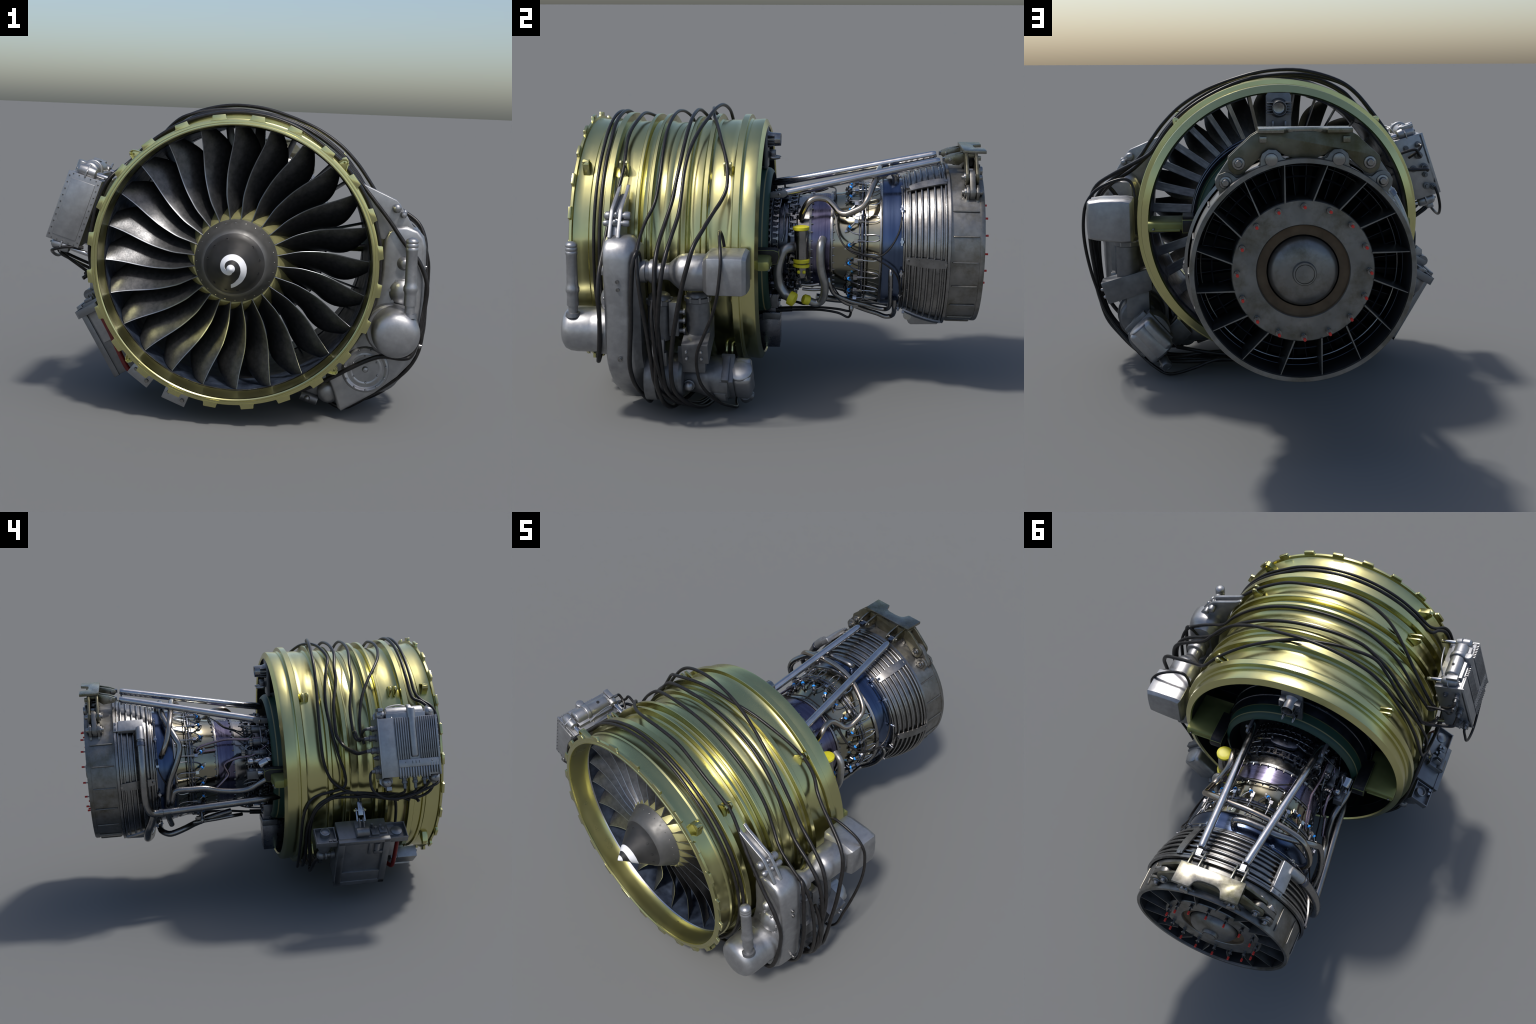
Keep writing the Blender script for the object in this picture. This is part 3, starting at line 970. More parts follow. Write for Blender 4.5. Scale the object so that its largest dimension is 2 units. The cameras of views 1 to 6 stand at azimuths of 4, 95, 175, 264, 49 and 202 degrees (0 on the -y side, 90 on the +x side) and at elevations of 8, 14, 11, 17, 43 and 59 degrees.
# ------------------------------------------------------------------ pipework on the core
k = Kit()
k.tube(path([(0.13, 38, 0.235), (0.142, 42, 0.275), (0.165, 46.5, 0.312), (0.20, 49.8, 0.322), (0.25, 49.9, 0.314), (0.285, 44.5, 0.303), (0.31, 38.6, 0.300), (0.34, 36.6, 0.306), (0.372, 38, 0.317), (0.415, 41, 0.334), (0.437, 46, 0.350), (0.455, 55, 0.353), (0.474, 66.5, 0.352), (0.486, 75, 0.352),
             (0.495, 90, 0.352), (0.502, 105, 0.356), (0.508, 120, 0.372), (0.520, 133, 0.392), (0.538, 144, 0.380), (0.560, 152, 0.360), (0.572, 155, 0.325), (0.576, 156, 0.300)]), 0.0148, TUBE_WARM, 16, 6)
k.obj("bleed_tube")
k = Kit()
k.tube(path([(0.575, 83, 0.300), (0.572, 83, 0.325), (0.560, 84, 0.347), (0.553, 92, 0.352), (0.552, 105, 0.353), (0.550, 116, 0.356), (0.525, 131, 0.372), (0.492, 144, 0.388), (0.476, 151, 0.385), (0.490, 160, 0.374), (0.52, 171, 0.362), (0.543, 181, 0.350), (0.556, 197, 0.345), (0.56, 215, 0.35), (0.545, 237, 0.345)]), 0.0162, PIPE, 16, 6)
k.obj("valve_tube")
k = Kit()
k.tube(path([(-0.06, -180, 0.335), (0.0, -176.5, 0.333), (0.056, -171.4, 0.329), (0.11, -164.8, 0.318), (0.173, -162.2, 0.312), (0.28, -165.3, 0.318), (0.36, -170.5, 0.332), (0.44, -171.6, 0.342), (0.51, -171.5, 0.345), (0.53, -165, 0.345), (0.542, -155, 0.342), (0.548, -140, 0.335)]), 0.0165, PIPE, 14, 6)
k.obj("oil_tube")
k = Kit()
k.tube(path([(-0.06, -155.5, 0.33), (0.06, -155.5, 0.35), (0.22, -155.6, 0.365), (0.44, -156.5, 0.385), (0.60, -157.0, 0.398), (0.645, -158.0, 0.405), (0.668, -163, 0.406), (0.676, -172, 0.404), (0.677, 178, 0.402), (0.676, 165, 0.401), (0.675, 152, 0.400), (0.676, 141, 0.399), (0.676, 134, 0.396)]), 0.0208, PIPE, 18, 6)
for y, q, r in ((0.60, -157, 0.397), (0.676, 147, 0.4)):
    c = polar(y, q, r)
    d = Y if y < 0.65 else Vector((-sin(radians(q)), 0, cos(radians(q))))
    k.turn(c, d, [(-0.012, 0.0215), (-0.010, 0.0235), (0.010, 0.0235), (0.012, 0.0215)], CORE if y > 0.65 else PIPE, 18)
k.tube(path([(0.64, -155, 0.398), (0.655, -148, 0.405), (0.674, -140, 0.414), (0.682, -128, 0.415), (0.68, -118, 0.405), (0.665, -106, 0.39), (0.655, -95, 0.375), (0.65, -82, 0.365)]), 0.0205, PIPE, 16, 6)
k.obj("cooling_manifold")
# square air scoop on the turbine case
er = Vector((cos(radians(131)), 0, sin(radians(131))))
et = Vector((-er.z, 0, er.x))
k = Kit()
c = polar(0.722, 130.5, 0.392)
k.box(c, (0.014, 0.068, 0.034), ALU, (er, Y, et))
k.box(polar(0.800, 130.5, 0.394), (0.006, 0.014, 0.030), ALU, (er, Y, et))
for s in (-1, 1):
    k.bolt(polar(0.802, 130.5 + s * 2.4, 0.398), er, 0.006, 0.006, PIPE)
k.tube([polar(0.676, 133.5, 0.394), polar(0.676, 137, 0.397), polar(0.676, 144, 0.400)], 0.0235, ALU, 20, 4)
k.obj("air_scoop", bevel=0.006, seg=3)

k = Kit()
k.tube(path([(0.02, 141.5, 0.275), (0.11, 142.3, 0.272), (0.18, 140.6, 0.270), (0.231, 140.2, 0.268), (0.302, 143.2, 0.270), (0.36, 146.5, 0.272), (0.384, 150, 0.27), (0.375, 153, 0.262), (0.33, 152, 0.258), (0.28, 151, 0.25)]), 0.0066, PLUM, 10)
k.tube(path([(0.005, 152, 0.272), (0.055, 158.5, 0.28), (0.097, 162, 0.282), (0.163, 163.0, 0.28), (0.222, 166.5, 0.279), (0.241, 170.3, 0.278), (0.229, 176, 0.278), (0.222, 181, 0.278), (0.25, 187, 0.285), (0.292, 193.5, 0.300)]), 0.0068, PLUM, 10)
k.obj("scavenge_line")
k = Kit()
for j, (dy, dr) in enumerate(((0, 0), (0.012, 0.006), (0.004, -0.006))):
    k.tube(path([(0.245 + dy, 112, 0.262 + dr), (0.215 + dy, 121, 0.262 + dr), (0.165, 128, 0.262 + dr), (0.10, 131 + 5 * j, 0.262), (0.06, 131 + 5 * j, 0.262)]), 0.0032, RUBBER, 7)
k.tube(path([(0.25, 112, 0.265), (0.285, 95, 0.255), (0.29, 75, 0.252), (0.285, 62, 0.258), (0.275, 55, 0.27)]), 0.0036, RUBBER, 7)
for j in range(4):
    k.tube(path([(0.145 + 0.006 * j, 158, 0.248), (0.19 + 0.004 * j, 165, 0.254), (0.22 + 0.003 * j, 175, 0.258), (0.255, 186 + j, 0.262), (0.30, 193 + j, 0.272), (0.40, 195 + j, 0.292), (0.48, 193, 0.305), (0.55, 185, 0.325), (0.592, 170, 0.334), (0.598, 158, 0.334)]), 0.0030, RUBBER, 7)
k.tube(path([(0.285, 66, 0.252), (0.295, 54, 0.256), (0.302, 42, 0.264), (0.300, 30.4, 0.27), (0.318, 14, 0.288), (0.366, 4.0, 0.312), (0.429, 1.0, 0.325), (0.492, 0.6, 0.334), (0.543, 7.5, 0.338), (0.582, 20, 0.334), (0.597, 33, 0.332)]), 0.0040, RUBBER, 8)
k.tube(path([(0.282, 62, 0.252), (0.288, 50, 0.254), (0.292, 38, 0.26), (0.305, 20, 0.278), (0.345, 7, 0.305), (0.41, 3.0, 0.325), (0.471, -0.3, 0.335), (0.545, -7.7, 0.335), (0.584, -16.7, 0.335), (0.60, -34, 0.335), (0.602, -60, 0.33)]), 0.0040, RUBBER, 8)
k.obj("harness_wire", kind="stuff")

# probes linked along the front of the turbine case
k = Kit()
for a0, a1 in ((62, 13), (-13, -62), (118, 165), (192, 240)):
    n = 6
    k.tube([polar(0.598, a0 + (a1 - a0) * i / n, 0.330) for i in range(n + 1)], 0.0030, PIPE, 7, 3)
    for t in (0, 0.45, 1.0):
        a = a0 + (a1 - a0) * t
        c = polar(0.598, a, 0.318)
        e = (c - Vector((CX, 0.598, CZ))).normalized()
        k.turn(c, e, [(0, 0.006), (0.012, 0.006), (0.012, 0.0085), (0.018, 0.0085), (0.018, 0.004), (0.026, 0.004)], STEEL, 10)
        tt = Vector((-e.z, 0, e.x))
        k.rod(c + e * 0.012 - tt * 0.018, c + e * 0.012 + tt * 0.018, 0.0045, STEEL, 8)
k.obj("temperature_probe", angle=30)

# right side: capped ducts with yellow plugs
k = Kit()
k.tube(path([(0.115, 5, 0.255), (0.085, 5.5, 0.285), (0.056, 2.5, 0.298), (0.036, -7.7, 0.305), (0.030, -17, 0.315), (0.040, -27, 0.335), (0.066, -32, 0.36), (0.090, -33, 0.378)]), 0.0225, DUCT_GREY, 20)
k.obj("air_elbow")
k = Kit()
a, b = Vector((0.262, 0.136, 0.806)), Vector((0.270, 0.141, 0.60))
k.turn(a, b - a, [(0, 0.032), (0.145, 0.032), (0.158, 0.027), (0.205, 0.026), (0.225, 0.018), (0.230, 0.001)], PIPE, 26)
k.tube([(0.262, 0.150, 0.61), (0.24, 0.16, 0.57), (0.20, 0.17, 0.55)], 0.011, PIPE, 12)
air_duct = k.obj("air_duct")
k = Kit()
d = (b - a).normalized()
k.turn(a - d * 0.018, d, [(0, 0.020), (0.001, 0.030), (0.004, 0.0385), (0.016, 0.0385), (0.020, 0.033)], YELLOW, 26)
k.turn(a + d * 0.138, d + X * 0.05, [(0, 0.034), (0.002, 0.039), (0.016, 0.037), (0.018, 0.032)], YELLOW, 26)
k.turn(a + d * 0.160, d - Y * 0.06, [(0, 0.030), (0.002, 0.0385), (0.013, 0.038), (0.017, 0.028)], YELLOW, 26)
for s in (-1, 1):
    k.ball(b + Vector((0.022, s * 0.012, 0.012)), 0.009, YELLOW, 10)
c = polar(0.090, -33, 0.378)
dd = Vector((0.25, 0.80, -0.30)).normalized()
k.turn(c - dd * 0.006, dd, [(0, 0.022), (0.002, 0.033), (0.020, 0.034), (0.030, 0.031), (0.034, 0.02), (0.035, 0.001)], YELLOW, 24)
p = polar(0.172, -46, 0.335)
k.turn(p, Vector((0.35, -0.85, 0.35)), [(-0.004, 0.017), (0, 0.024), (0.022, 0.024), (0.029, 0.019), (0.031, 0.001)], YELLOW, 24)
k.obj("yellow_plug", air_duct)
k = Kit()
k.tube(path([(0.235, 14, 0.25), (0.229, 9.5, 0.285), (0.227, 3, 0.298), (0.228, -8, 0.300), (0.235, -18, 0.302), (0.248, -29, 0.306), (0.247, -39, 0.318), (0.232, -47.5, 0.332), (0.205, -49.5, 0.338), (0.172, -46.5, 0.335)]), 0.0190, DUCT_GREY, 20)
k.obj("drain_elbow")
k = Kit()
k.tube(path([(0.265, -28, 0.27), (0.272, -33, 0.29), (0.295, -45, 0.30), (0.36, -52, 0.315), (0.44, -57, 0.325), (0.51, -62, 0.335), (0.545, -60, 0.338), (0.556, -50, 0.335), (0.554, -35, 0.33), (0.552, -19, 0.328), (0.552, -13.5, 0.315), (0.552, -13, 0.30)]), 0.0105, PIPE, 12)
k.tube(path([(0.28, -38, 0.285), (0.33, -56, 0.308), (0.40, -64, 0.325), (0.45, -71, 0.338), (0.50, -73, 0.352), (0.54, -74, 0.366), (0.57, -73, 0.362), (0.580, -66, 0.348), (0.577, -52, 0.338), (0.576, -45, 0.32)]), 0.0115, PIPE, 12)
k.tube(path([(0.14, -35, 0.285), (0.18, -35, 0.288), (0.222, -34, 0.285)]), 0.008, PIPE, 10)
k.tube(path([(0.142, -40, 0.292), (0.19, -40, 0.296), (0.235, -40, 0.292)]), 0.007, PIPE, 10)
k.tube(path([(0.20, -95, 0.30), (0.30, -98, 0.318), (0.40, -104, 0.34), (0.47, -110, 0.365), (0.53, -113, 0.385), (0.565, -112, 0.388), (0.60, -108, 0.37), (0.61, -100, 0.35)]), 0.0175, PIPE, 16)
k.tube(path([(0.15, -120, 0.32), (0.22, -125, 0.333), (0.30, -120, 0.335), (0.42, -112, 0.338)]), 0.010, PIPE, 12)
for y, q in ((0.375, -62), (0.375, -100), (0.375, -125)):
    c = polar(y, q, 0.325)
    e = (c - Vector((CX, y, CZ))).normalized()
    k.turn(c - e * 0.03, e, [(0, 0.012), (0.045, 0.012), (0.055, 0.009), (0.06, 0.003)], PIPE, 12)
    k.box(c + Y * 0.01, (0.008, 0.022, 0.008), PIPE)
k.obj("fuel_drain_tube")
k = Kit()
for dx, dz in ((0.0, 0.0), (0.022, -0.006)):
    k.tube([(0.02 + dx, 0.02, 0.352 + dz), (0.02 + dx, 0.10, 0.357 + dz), (0.04 + dx, 0.22, 0.366 + dz), (0.06 + dx, 0.31, 0.366 + dz * 2), (0.07 + dx, 0.362, 0.360 + dz * 4), (0.075 + dx, 0.376, 0.372), (0.08 + dx, 0.378, 0.40)], 0.0062, RUBBER, 8)
k.rod((0.03, 0.005, 0.346), (0.03, 0.085, 0.352), 0.014, RUBBER, 12)
k.tube([(0.0, 0.02, 0.40), (0.06, 0.10, 0.40), (0.10, 0.15, 0.405), (0.115, 0.19, 0.43)], 0.0055, PIPE, 8)
k.tube([(-0.03, 0.02, 0.39), (0.02, 0.10, 0.385), (0.07, 0.15, 0.39), (0.10, 0.175, 0.42)], 0.0055, PIPE, 8)
k.obj("ignition_lead")

# left side: stacked actuators and valves beside the compressor
k = Kit()
for q, r, y in ((130, 0.272, 0.05), (146, 0.272, 0.05)):
    c = polar(y, q, r)
    k.turn(c - Y * 0.055, Y, [(0, 0.014), (0.030, 0.014), (0.030, 0.010), (0.034, 0.010), (0.034, 0.021), (0.078, 0.021), (0.078, 0.016), (0.084, 0.016), (0.084, 0.019), (0.098, 0.020), (0.100, 0.012), (0.104, 0.012)], ALU_DARK, 18)
    for i in range(8):
        a = 2 * pi * i / 8
        k.box(c + Y * 0.037 + Vector((cos(a) * 0.019, 0, sin(a) * 0.019)), (0.005, 0.008, 0.005), PIPE)
e = polar(0, 138, 1) - Vector((CX, 0, CZ))
k.box(polar(0.030, 138, 0.292), (0.004, 0.004, 0.058), PIPE, (e, Y, Vector((-e.z, 0, e.x))))
for q, r, y, L in ((159, 0.275, 0.07, 0.06), (168, 0.298, 0.055, 0.09), (178, 0.300, 0.06, 0.08)):
    c = polar(y, q, r)
    k.turn(c - Y * L, Y, [(0, 0.017), (L * 0.6, 0.020), (L * 0.6, 0.014), (L * 1.35, 0.014), (L * 1.35, 0.019), (L * 1.6, 0.019), (L * 1.7, 0.012)], ALU_DARK if q != 168 else STEEL, 16)
for i in range(8):
    a = 2 * pi * i / 8
    k.box(polar(0.135, 159, 0.275) + Vector((cos(a) * 0.014, 0, sin(a) * 0.014)), (0.005, 0.010, 0.005), PIPE)
k.box(polar(0.095, 181, 0.305), (0.022, 0.030, 0.022), ALU_DARK)
k.box(polar(0.072, 180, 0.322), (0.004, 0.004, 0.030), STEEL)
k.rod(polar(-0.01, 179, 0.315), polar(0.07, 179.5, 0.322), 0.013, STEEL, 14)
k.tube(path([(0.05, 172, 0.315), (0.03, 170, 0.322), (0.01, 168, 0.325)]), 0.026, STEEL, 16)
k.obj("vane_actuator", bevel=0.0012, angle=30)
k = Kit()
rnd = random.Random(11)
for i in range(46):
    a = rnd.uniform(125, 235)
    c = polar(rnd.uniform(-0.08, 0.10), a, rnd.uniform(0.235, 0.275))
    e = Vector((cos(radians(a)), 0, sin(radians(a))))
    t = Vector((-e.z, 0, e.x))
    if i % 3:
        k.box(c, (rnd.uniform(0.005, 0.012), rnd.uniform(0.006, 0.018), rnd.uniform(0.005, 0.012)), CORE if i % 2 else PIPE, (e, Y, t))
    else:
        k.turn(c, e, [(-0.01, 0.008), (0.012, 0.008), (0.012, 0.005), (0.02, 0.005)], PIPE, 10)
for i in range(7):
    a = rnd.uniform(130, 225)
    k.tube(path([(-0.08, a, 0.262), (-0.03, a + rnd.uniform(-6, 6), 0.27), (0.03, a + rnd.uniform(-10, 10), 0.272), (0.09, a + rnd.uniform(-14, 14), 0.262), (0.14, a + rnd.uniform(-16, 16), 0.245)]), 0.0042, RUBBER if i % 2 else PIPE, 8)
for i in range(34):
    a = rnd.uniform(232, 318)
    c = polar(rnd.uniform(-0.06, 0.125), a, rnd.uniform(0.225, 0.268))
    e = Vector((cos(radians(a)), 0, sin(radians(a))))
    t = Vector((-e.z, 0, e.x))
    if i % 2:
        k.box(c, (rnd.uniform(0.008, 0.020), rnd.uniform(0.008, 0.022), rnd.uniform(0.008, 0.018)), CORE if i % 3 else PIPE, (e, Y, t))
    else:
        k.turn(c, Y if i % 4 else e, [(-0.02, 0.010), (0.010, 0.010), (0.010, 0.014), (0.018, 0.014), (0.018, 0.007), (0.028, 0.007)], PIPE if i % 4 else CORE, 12)
k.obj("valve_block", compressor_case, angle=30, bevel=0.001, kind="stuff")
k = Kit()
k.prism([(0.632, 0.345), (0.640, 0.318), (0.660, 0.279), (0.672, 0.272), (0.800, 0.276), (0.806, 0.284), (0.806, 0.33)], (CX - 0.005, 0, 0), Y, Z, X, 0.010, ALU)
k.obj("drain_fin", turbine_case, bevel=0.002)


# ------------------------------------------------------------------ accessory gearbox on the right side
outer = [(0.593, 0.765), (0.597, 0.805), (0.612, 0.838), (0.643, 0.857), (0.688, 0.861), (0.735, 0.845), (0.762, 0.815), (0.772, 0.775), (0.775, 0.70), (0.775, 0.60), (0.773, 0.47), (0.767, 0.35), (0.755, 0.305), (0.735, 0.268), (0.682, 0.206), (0.588, 0.128), (0.452, 0.040), (0.436, 0.052), (0.405, 0.140), (0.388, 0.180)]
inner = [(CX + 0.615 * cos(radians(a)), CZ + 0.615 * sin(radians(a))) for a in (-46, -40, -34, -28, -22, -16, -10, -4, 2)]


def slab(k, poly, rows, mat):
    """Loft one outline through (y, shrink, rounded-in amount) stations: a cast housing with a rolled edge."""
    n = len(poly)
    cx, cz = 0.63, 0.45
    vs, fs = [], []
    for y, ins in rows:
        for i, (a, b) in enumerate(poly):
            p, q = Vector((*poly[i - 1], 0)), Vector((*poly[(i + 1) % n], 0))
            t = (q - p).normalized()
            vs.append((a - t.y * ins, y, b + t.x * ins))
    for r in range(len(rows) - 1):
        fs += [(r * n + i, r * n + (i + 1) % n, (r + 1) * n + (i + 1) % n, (r + 1) * n + i) for i in range(n)]
    fs += [tuple(range(n)), tuple(range(len(rows) * n - 1, (len(rows) - 1) * n - 1, -1))]
    k.add(vs, fs, mat)


poly = (outer + inner)[::-1]
# make sure the outline runs so that insets go inward
area = sum(a[0] * b[1] - b[0] * a[1] for a, b in zip(poly, poly[1:] + poly[:1]))
if area < 0:
    poly = poly[::-1]
k = Kit()
slab(k, poly, [(-0.672, 0.014), (-0.6695, 0.007), (-0.664, 0.002), (-0.650, -0.0015), (-0.615, -0.004), (-0.580, -0.002), (-0.562, 0.003), (-0.550, 0.013), (-0.535, 0.028), (-0.522, 0.036)], ALU)
gearbox = k.obj("gearbox", angle=48)

k = Kit()
fin = [(0.474, 1.040), (0.482, 1.044), (0.506, 1.026), (0.600, 0.985), (0.640, 0.968), (0.656, 0.950), (0.676, 0.920), (0.716, 0.858), (0.712, 0.846), (0.66, 0.848), (0.612, 0.82), (0.595, 0.80), (0.578, 0.802), (0.556, 0.895), (0.520, 0.968)]
for y in (-0.660, -0.622):
    k.prism(fin, (0, y, 0), X, Z, Y, 0.016, ALU)
web = [(0.49, 1.005), (0.62, 0.955), (0.65, 0.93), (0.69, 0.86), (0.60, 0.81), (0.578, 0.805), (0.556, 0.895), (0.520, 0.968)]
k.prism(web, (0, -0.645, 0), X, Z, Y, 0.028, ALU)
for c, r in ((Vector((0.640, 0, 0.936)), 0.0195), (Vector((0.669, 0, 0.910)), 0.0140)):
    k.turn((c.x, -0.688, c.z), Y, [(0, 0.001), (0.002, r * 0.6), (0.008, r * 0.92), (0.014, r), (0.024, r), (0.028, r * 0.8), (0.088, r * 0.8), (0.090, r), (0.108, r), (0.115, r * 0.8), (0.118, 0.001)], ALU, 20)
    k.ball((c.x + 0.008, -0.633, c.z + 0.008), 0.011, ALU, 10)
k.obj("gearbox_bracket", gearbox, bevel=0.003, seg=3)

k = Kit()
# dished cover, dome and cup on the front face
k.turn((0.545, -0.665, 0.235), -Y, [(0, 0.104), (0.006, 0.103), (0.013, 0.098), (0.016, 0.092), (0.013, 0.086), (0.007, 0.080), (0.006, 0.074), (0.010, 0.068), (0.009, 0.060), (0.006, 0.055), (0.006, 0.014), (0.014, 0.012), (0.017, 0.007), (0.0175, 0.0003)], ALU, 40)
for i in range(11):
    a = 2 * pi * i / 11 + 0.2
    k.ball((0.545 + 0.089 * cos(a), -0.681, 0.235 + 0.089 * sin(a)), 0.0052, ALU, 8)
for i in range(6):
    a = 2 * pi * i / 6 + 0.6
    k.ball((0.545 + 0.058 * cos(a), -0.673, 0.235 + 0.058 * sin(a)), 0.005, ALU, 8)
k.turn((0.684, -0.665, 0.580), -Y, [(0, 0.058), (0.010, 0.057), (0.018, 0.050), (0.030, 0.036), (0.036, 0.020), (0.038, 0.0005)], ALU, 30)
for i in range(7):
    a = 2 * pi * i / 7 + 0.3
    c = Vector((0.684 + 0.056 * cos(a), -0.668, 0.580 + 0.056 * sin(a)))
    k.rod(c, c - Y * 0.012, 0.0065, ALU, 10)
k.turn((0.684, -0.665, 0.705), -Y, [(0, 0.032), (0.008, 0.031), (0.014, 0.024), (0.030, 0.021), (0.036, 0.015), (0.038, 0.0005)], ALU, 24)
for y, zz in ((-0.608, 0.683), (-0.606, 0.648), (-0.608, 0.336)):
    k.turn((0.773, y, zz), X, [(0, 0.0115), (0.004, 0.0115), (0.004, 0.009), (0.012, 0.0085), (0.012, 0.0045), (0.009, 0.004), (0.009, 0.0003)], PIPE, 12)
k.obj("gearbox_cover", gearbox, angle=45)

# oil tank with filler neck
k = Kit()
k.turn((0.655, -0.672, 0.431), -Y, [(0, 0.100), (0.05, 0.102), (0.06, 0.098), (0.075, 0.100), (0.145, 0.100), (0.172, 0.097), (0.192, 0.088), (0.204, 0.072), (0.210, 0.050), (0.213, 0.025), (0.2135, 0.0003)], ALU, 48)
k.turn((0.640, -0.670, 0.425), -Y, [(0, 0.108), (0.05, 0.108), (0.058, 0.100)], ALU, 40)
oil_tank = k.obj("oil_tank", angle=40)
k = Kit()
a, b = Vector((0.7065, -0.824, 0.490)), Vector((0.699, -0.820, 0.835))
k.turn(a, b - a, [(0, 0.0200), (0.062, 0.0205), (0.063, 0.0255), (0.070, 0.0262), (0.105, 0.0245), (0.118, 0.0255), (0.126, 0.0295), (0.140, 0.0295), (0.148, 0.0262), (0.165, 0.0245), (0.285, 0.0235), (0.290, 0.0258), (0.299, 0.0262), (0.303, 0.0238), (0.307, 0.0258), (0.316, 0.0262), (0.320, 0.0238), (0.324, 0.0258), (0.331, 0.0258), (0.338, 0.021), (0.343, 0.011), (0.345, 0.0005)], ALU, 28)
k.turn((0.705, -0.824, 0.505), Z, [(0, 0.034), (0.016, 0.030), (0.018, 0.022)], ALU_DARK, 24)
k.obj("filler_neck", oil_tank, angle=40)

# starter chain behind the gearbox ending in a square pump body
k = Kit()
o = Vector((0.690, -0.545, 0.709))
k.turn(o, Y, [(0, 0.050), (0.045, 0.050), (0.047, 0.044), (0.060, 0.044), (0.062, 0.051), (0.078, 0.054), (0.092, 0.050), (0.096, 0.036), (0.135, 0.036), (0.145, 0.039), (0.150, 0.042), (0.165, 0.056), (0.185, 0.072), (0.200, 0.078), (0.215, 0.080), (0.315, 0.080), (0.318, 0.07)], ALU, 40)
sec = lambda s, y: [(0.695 + x * s, y, 0.706 + zz * s) for x, zz in ((-0.094, -0.090), (-0.050, -0.0925), (0.060, -0.078), (0.0945, -0.070), (0.099, -0.02), (0.099, 0.035), (0.0945, 0.0885), (0.04, 0.0965), (-0.06, 0.0965), (-0.094, 0.090))]
vs = sec(0.80, -0.248) + sec(0.985, -0.228) + sec(1.0, -0.20) + sec(1.0, -0.082) + sec(0.90, -0.064)
fs = [tuple(range(9, -1, -1)), tuple(range(40, 50))] + [(r * 10 + i, r * 10 + (i + 1) % 10, (r + 1) * 10 + (i + 1) % 10, (r + 1) * 10 + i) for r in range(4) for i in range(10)]
k.add(vs, fs, ALU)
k.obj("starter_body", gearbox, angle=28, bevel=0.004, seg=2)

# filter canisters
k = Kit()
can = [(0, 0.040), (0.004, 0.049), (0.012, 0.052), (0.160, 0.052), (0.164, 0.057), (0.182, 0.058), (0.186, 0.050), (0.200, 0.046), (0.208, 0.036), (0.212, 0.020), (0.213, 0.0005)]
for cx, cy, z0 in ((0.640, -0.289, 0.406), (0.662, -0.453, 0.396)):
    k.turn((cx, cy, z0), Z, can, ALU_DARK, 30)
    for i in range(8):
        a = 2 * pi * i / 8 + 0.3
        c = Vector((cx + 0.053 * cos(a), cy + 0.053 * sin(a), z0 + 0.165))
        k.rod(c, c + Z * 0.024, 0.0058, ALU, 8)
k.obj("filter_canister", gearbox, angle=40)
k = Kit()
k.prism([(0.535, 0.470), (0.76, 0.406), (0.757, 0.396), (0.729, 0.312), (0.697, 0.320), (0.60, 0.352), (0.535, 0.372)], (0, -0.345, 0), X, Z, Y, 0.112, ALU_DARK)
for y in (-0.326, -0.262):
    for zz in (0.338, 0.372):
        k.turn((0.742 + (zz - 0.338) * 0.35, y, zz), X, [(-0.003, 0.0075), (0.006, 0.0070), (0.010, 0.004), (0.0102, 0.0003)], ALU, 10)
k.box((0.66, -0.385, 0.50), (0.045, 0.020, 0.075), ALU_DARK)
for zz in (0.445, 0.49, 0.53):
    k.rod((0.685, -0.375, zz), (0.685, -0.342, zz), 0.010, ALU_DARK, 10)
    k.rod((0.685, -0.346, zz), (0.685, -0.338, zz), 0.014, ALU_DARK, 8)
k.box((0.715, -0.452, 0.375), (0.016, 0.026, 0.038), ALU)
k.box((0.712, -0.452, 0.325), (0.018, 0.036, 0.03), ALU_DARK)
k.box((0.60, -0.32, 0.30), (0.05, 0.06, 0.06), ALU_DARK)
k.obj("filter_block", gearbox, bevel=0.005, seg=2)

# pumps and generator under the canisters
k = Kit()
k.turn((0.600, -0.525, 0.205), Y, [(0, 0.112), (0.05, 0.112), (0.055, 0.100), (0.15, 0.098), (0.165, 0.085), (0.167, 0.02)], ALU_DARK, 36)
k.turn((0.548, -0.370, 0.185), Y, [(0, 0.070), (0.06, 0.074), (0.10, 0.090), (0.15, 0.094), (0.205, 0.094), (0.21, 0.06)], ALU_DARK, 36)
k.ball((0.640, -0.337, 0.170), 0.022, ALU, 16)
k.turn((0.610, -0.337, 0.170), X, [(0, 0.026), (0.022, 0.026), (0.026, 0.018)], ALU_DARK, 20)
e1 = Vector((0.094, 0, -0.093)).normalized()
e2 = Vector((-0.113, 0, -0.133)).normalized()
cc = Vector((0.537, -0.115, 0.178))
k.turn(cc - e2 * 0.088, e2, [(0, 0.030), (0.006, 0.052), (0.012, 0.058), (0.164, 0.058), (0.170, 0.050), (0.174, 0.030)], ALU, 30)
k.box(cc - Y * 0.055 - e2 * 0.01, (0.070, 0.030, 0.078), ALU_DARK, (e1, Y, e2))
k.box(cc - Y * 0.06 - e2 * 0.085 + e1 * 0.01, (0.060, 0.016, 0.022), ALU_DARK, (e1, Y, e2))
k.box(cc - Y * 0.095 + e1 * 0.082, (0.012, 0.040, 0.045), ALU, (e1, Y, e2))
k.box(cc - Y * 0.085 + e1 * 0.096, (0.003, 0.026, 0.032), ALU, (e1, Y, e2))
k.rod((0.492, -0.13, 0.090), (0.470, -0.07, 0.062), 0.022, ALU_DARK, 14)
k.rod((0.487, -0.10, 0.075), (0.463, -0.10, 0.050), 0.026, ALU_DARK, 14)
k.obj("generator", gearbox, bevel=0.004, seg=2)
k = Kit()
k.box(cc + Y * 0.010, (0.064, 0.042, 0.082), ALU, (e1, Y, e2))
k.obj("generator_end", gearbox, bevel=0.022, seg=4)
k = Kit()
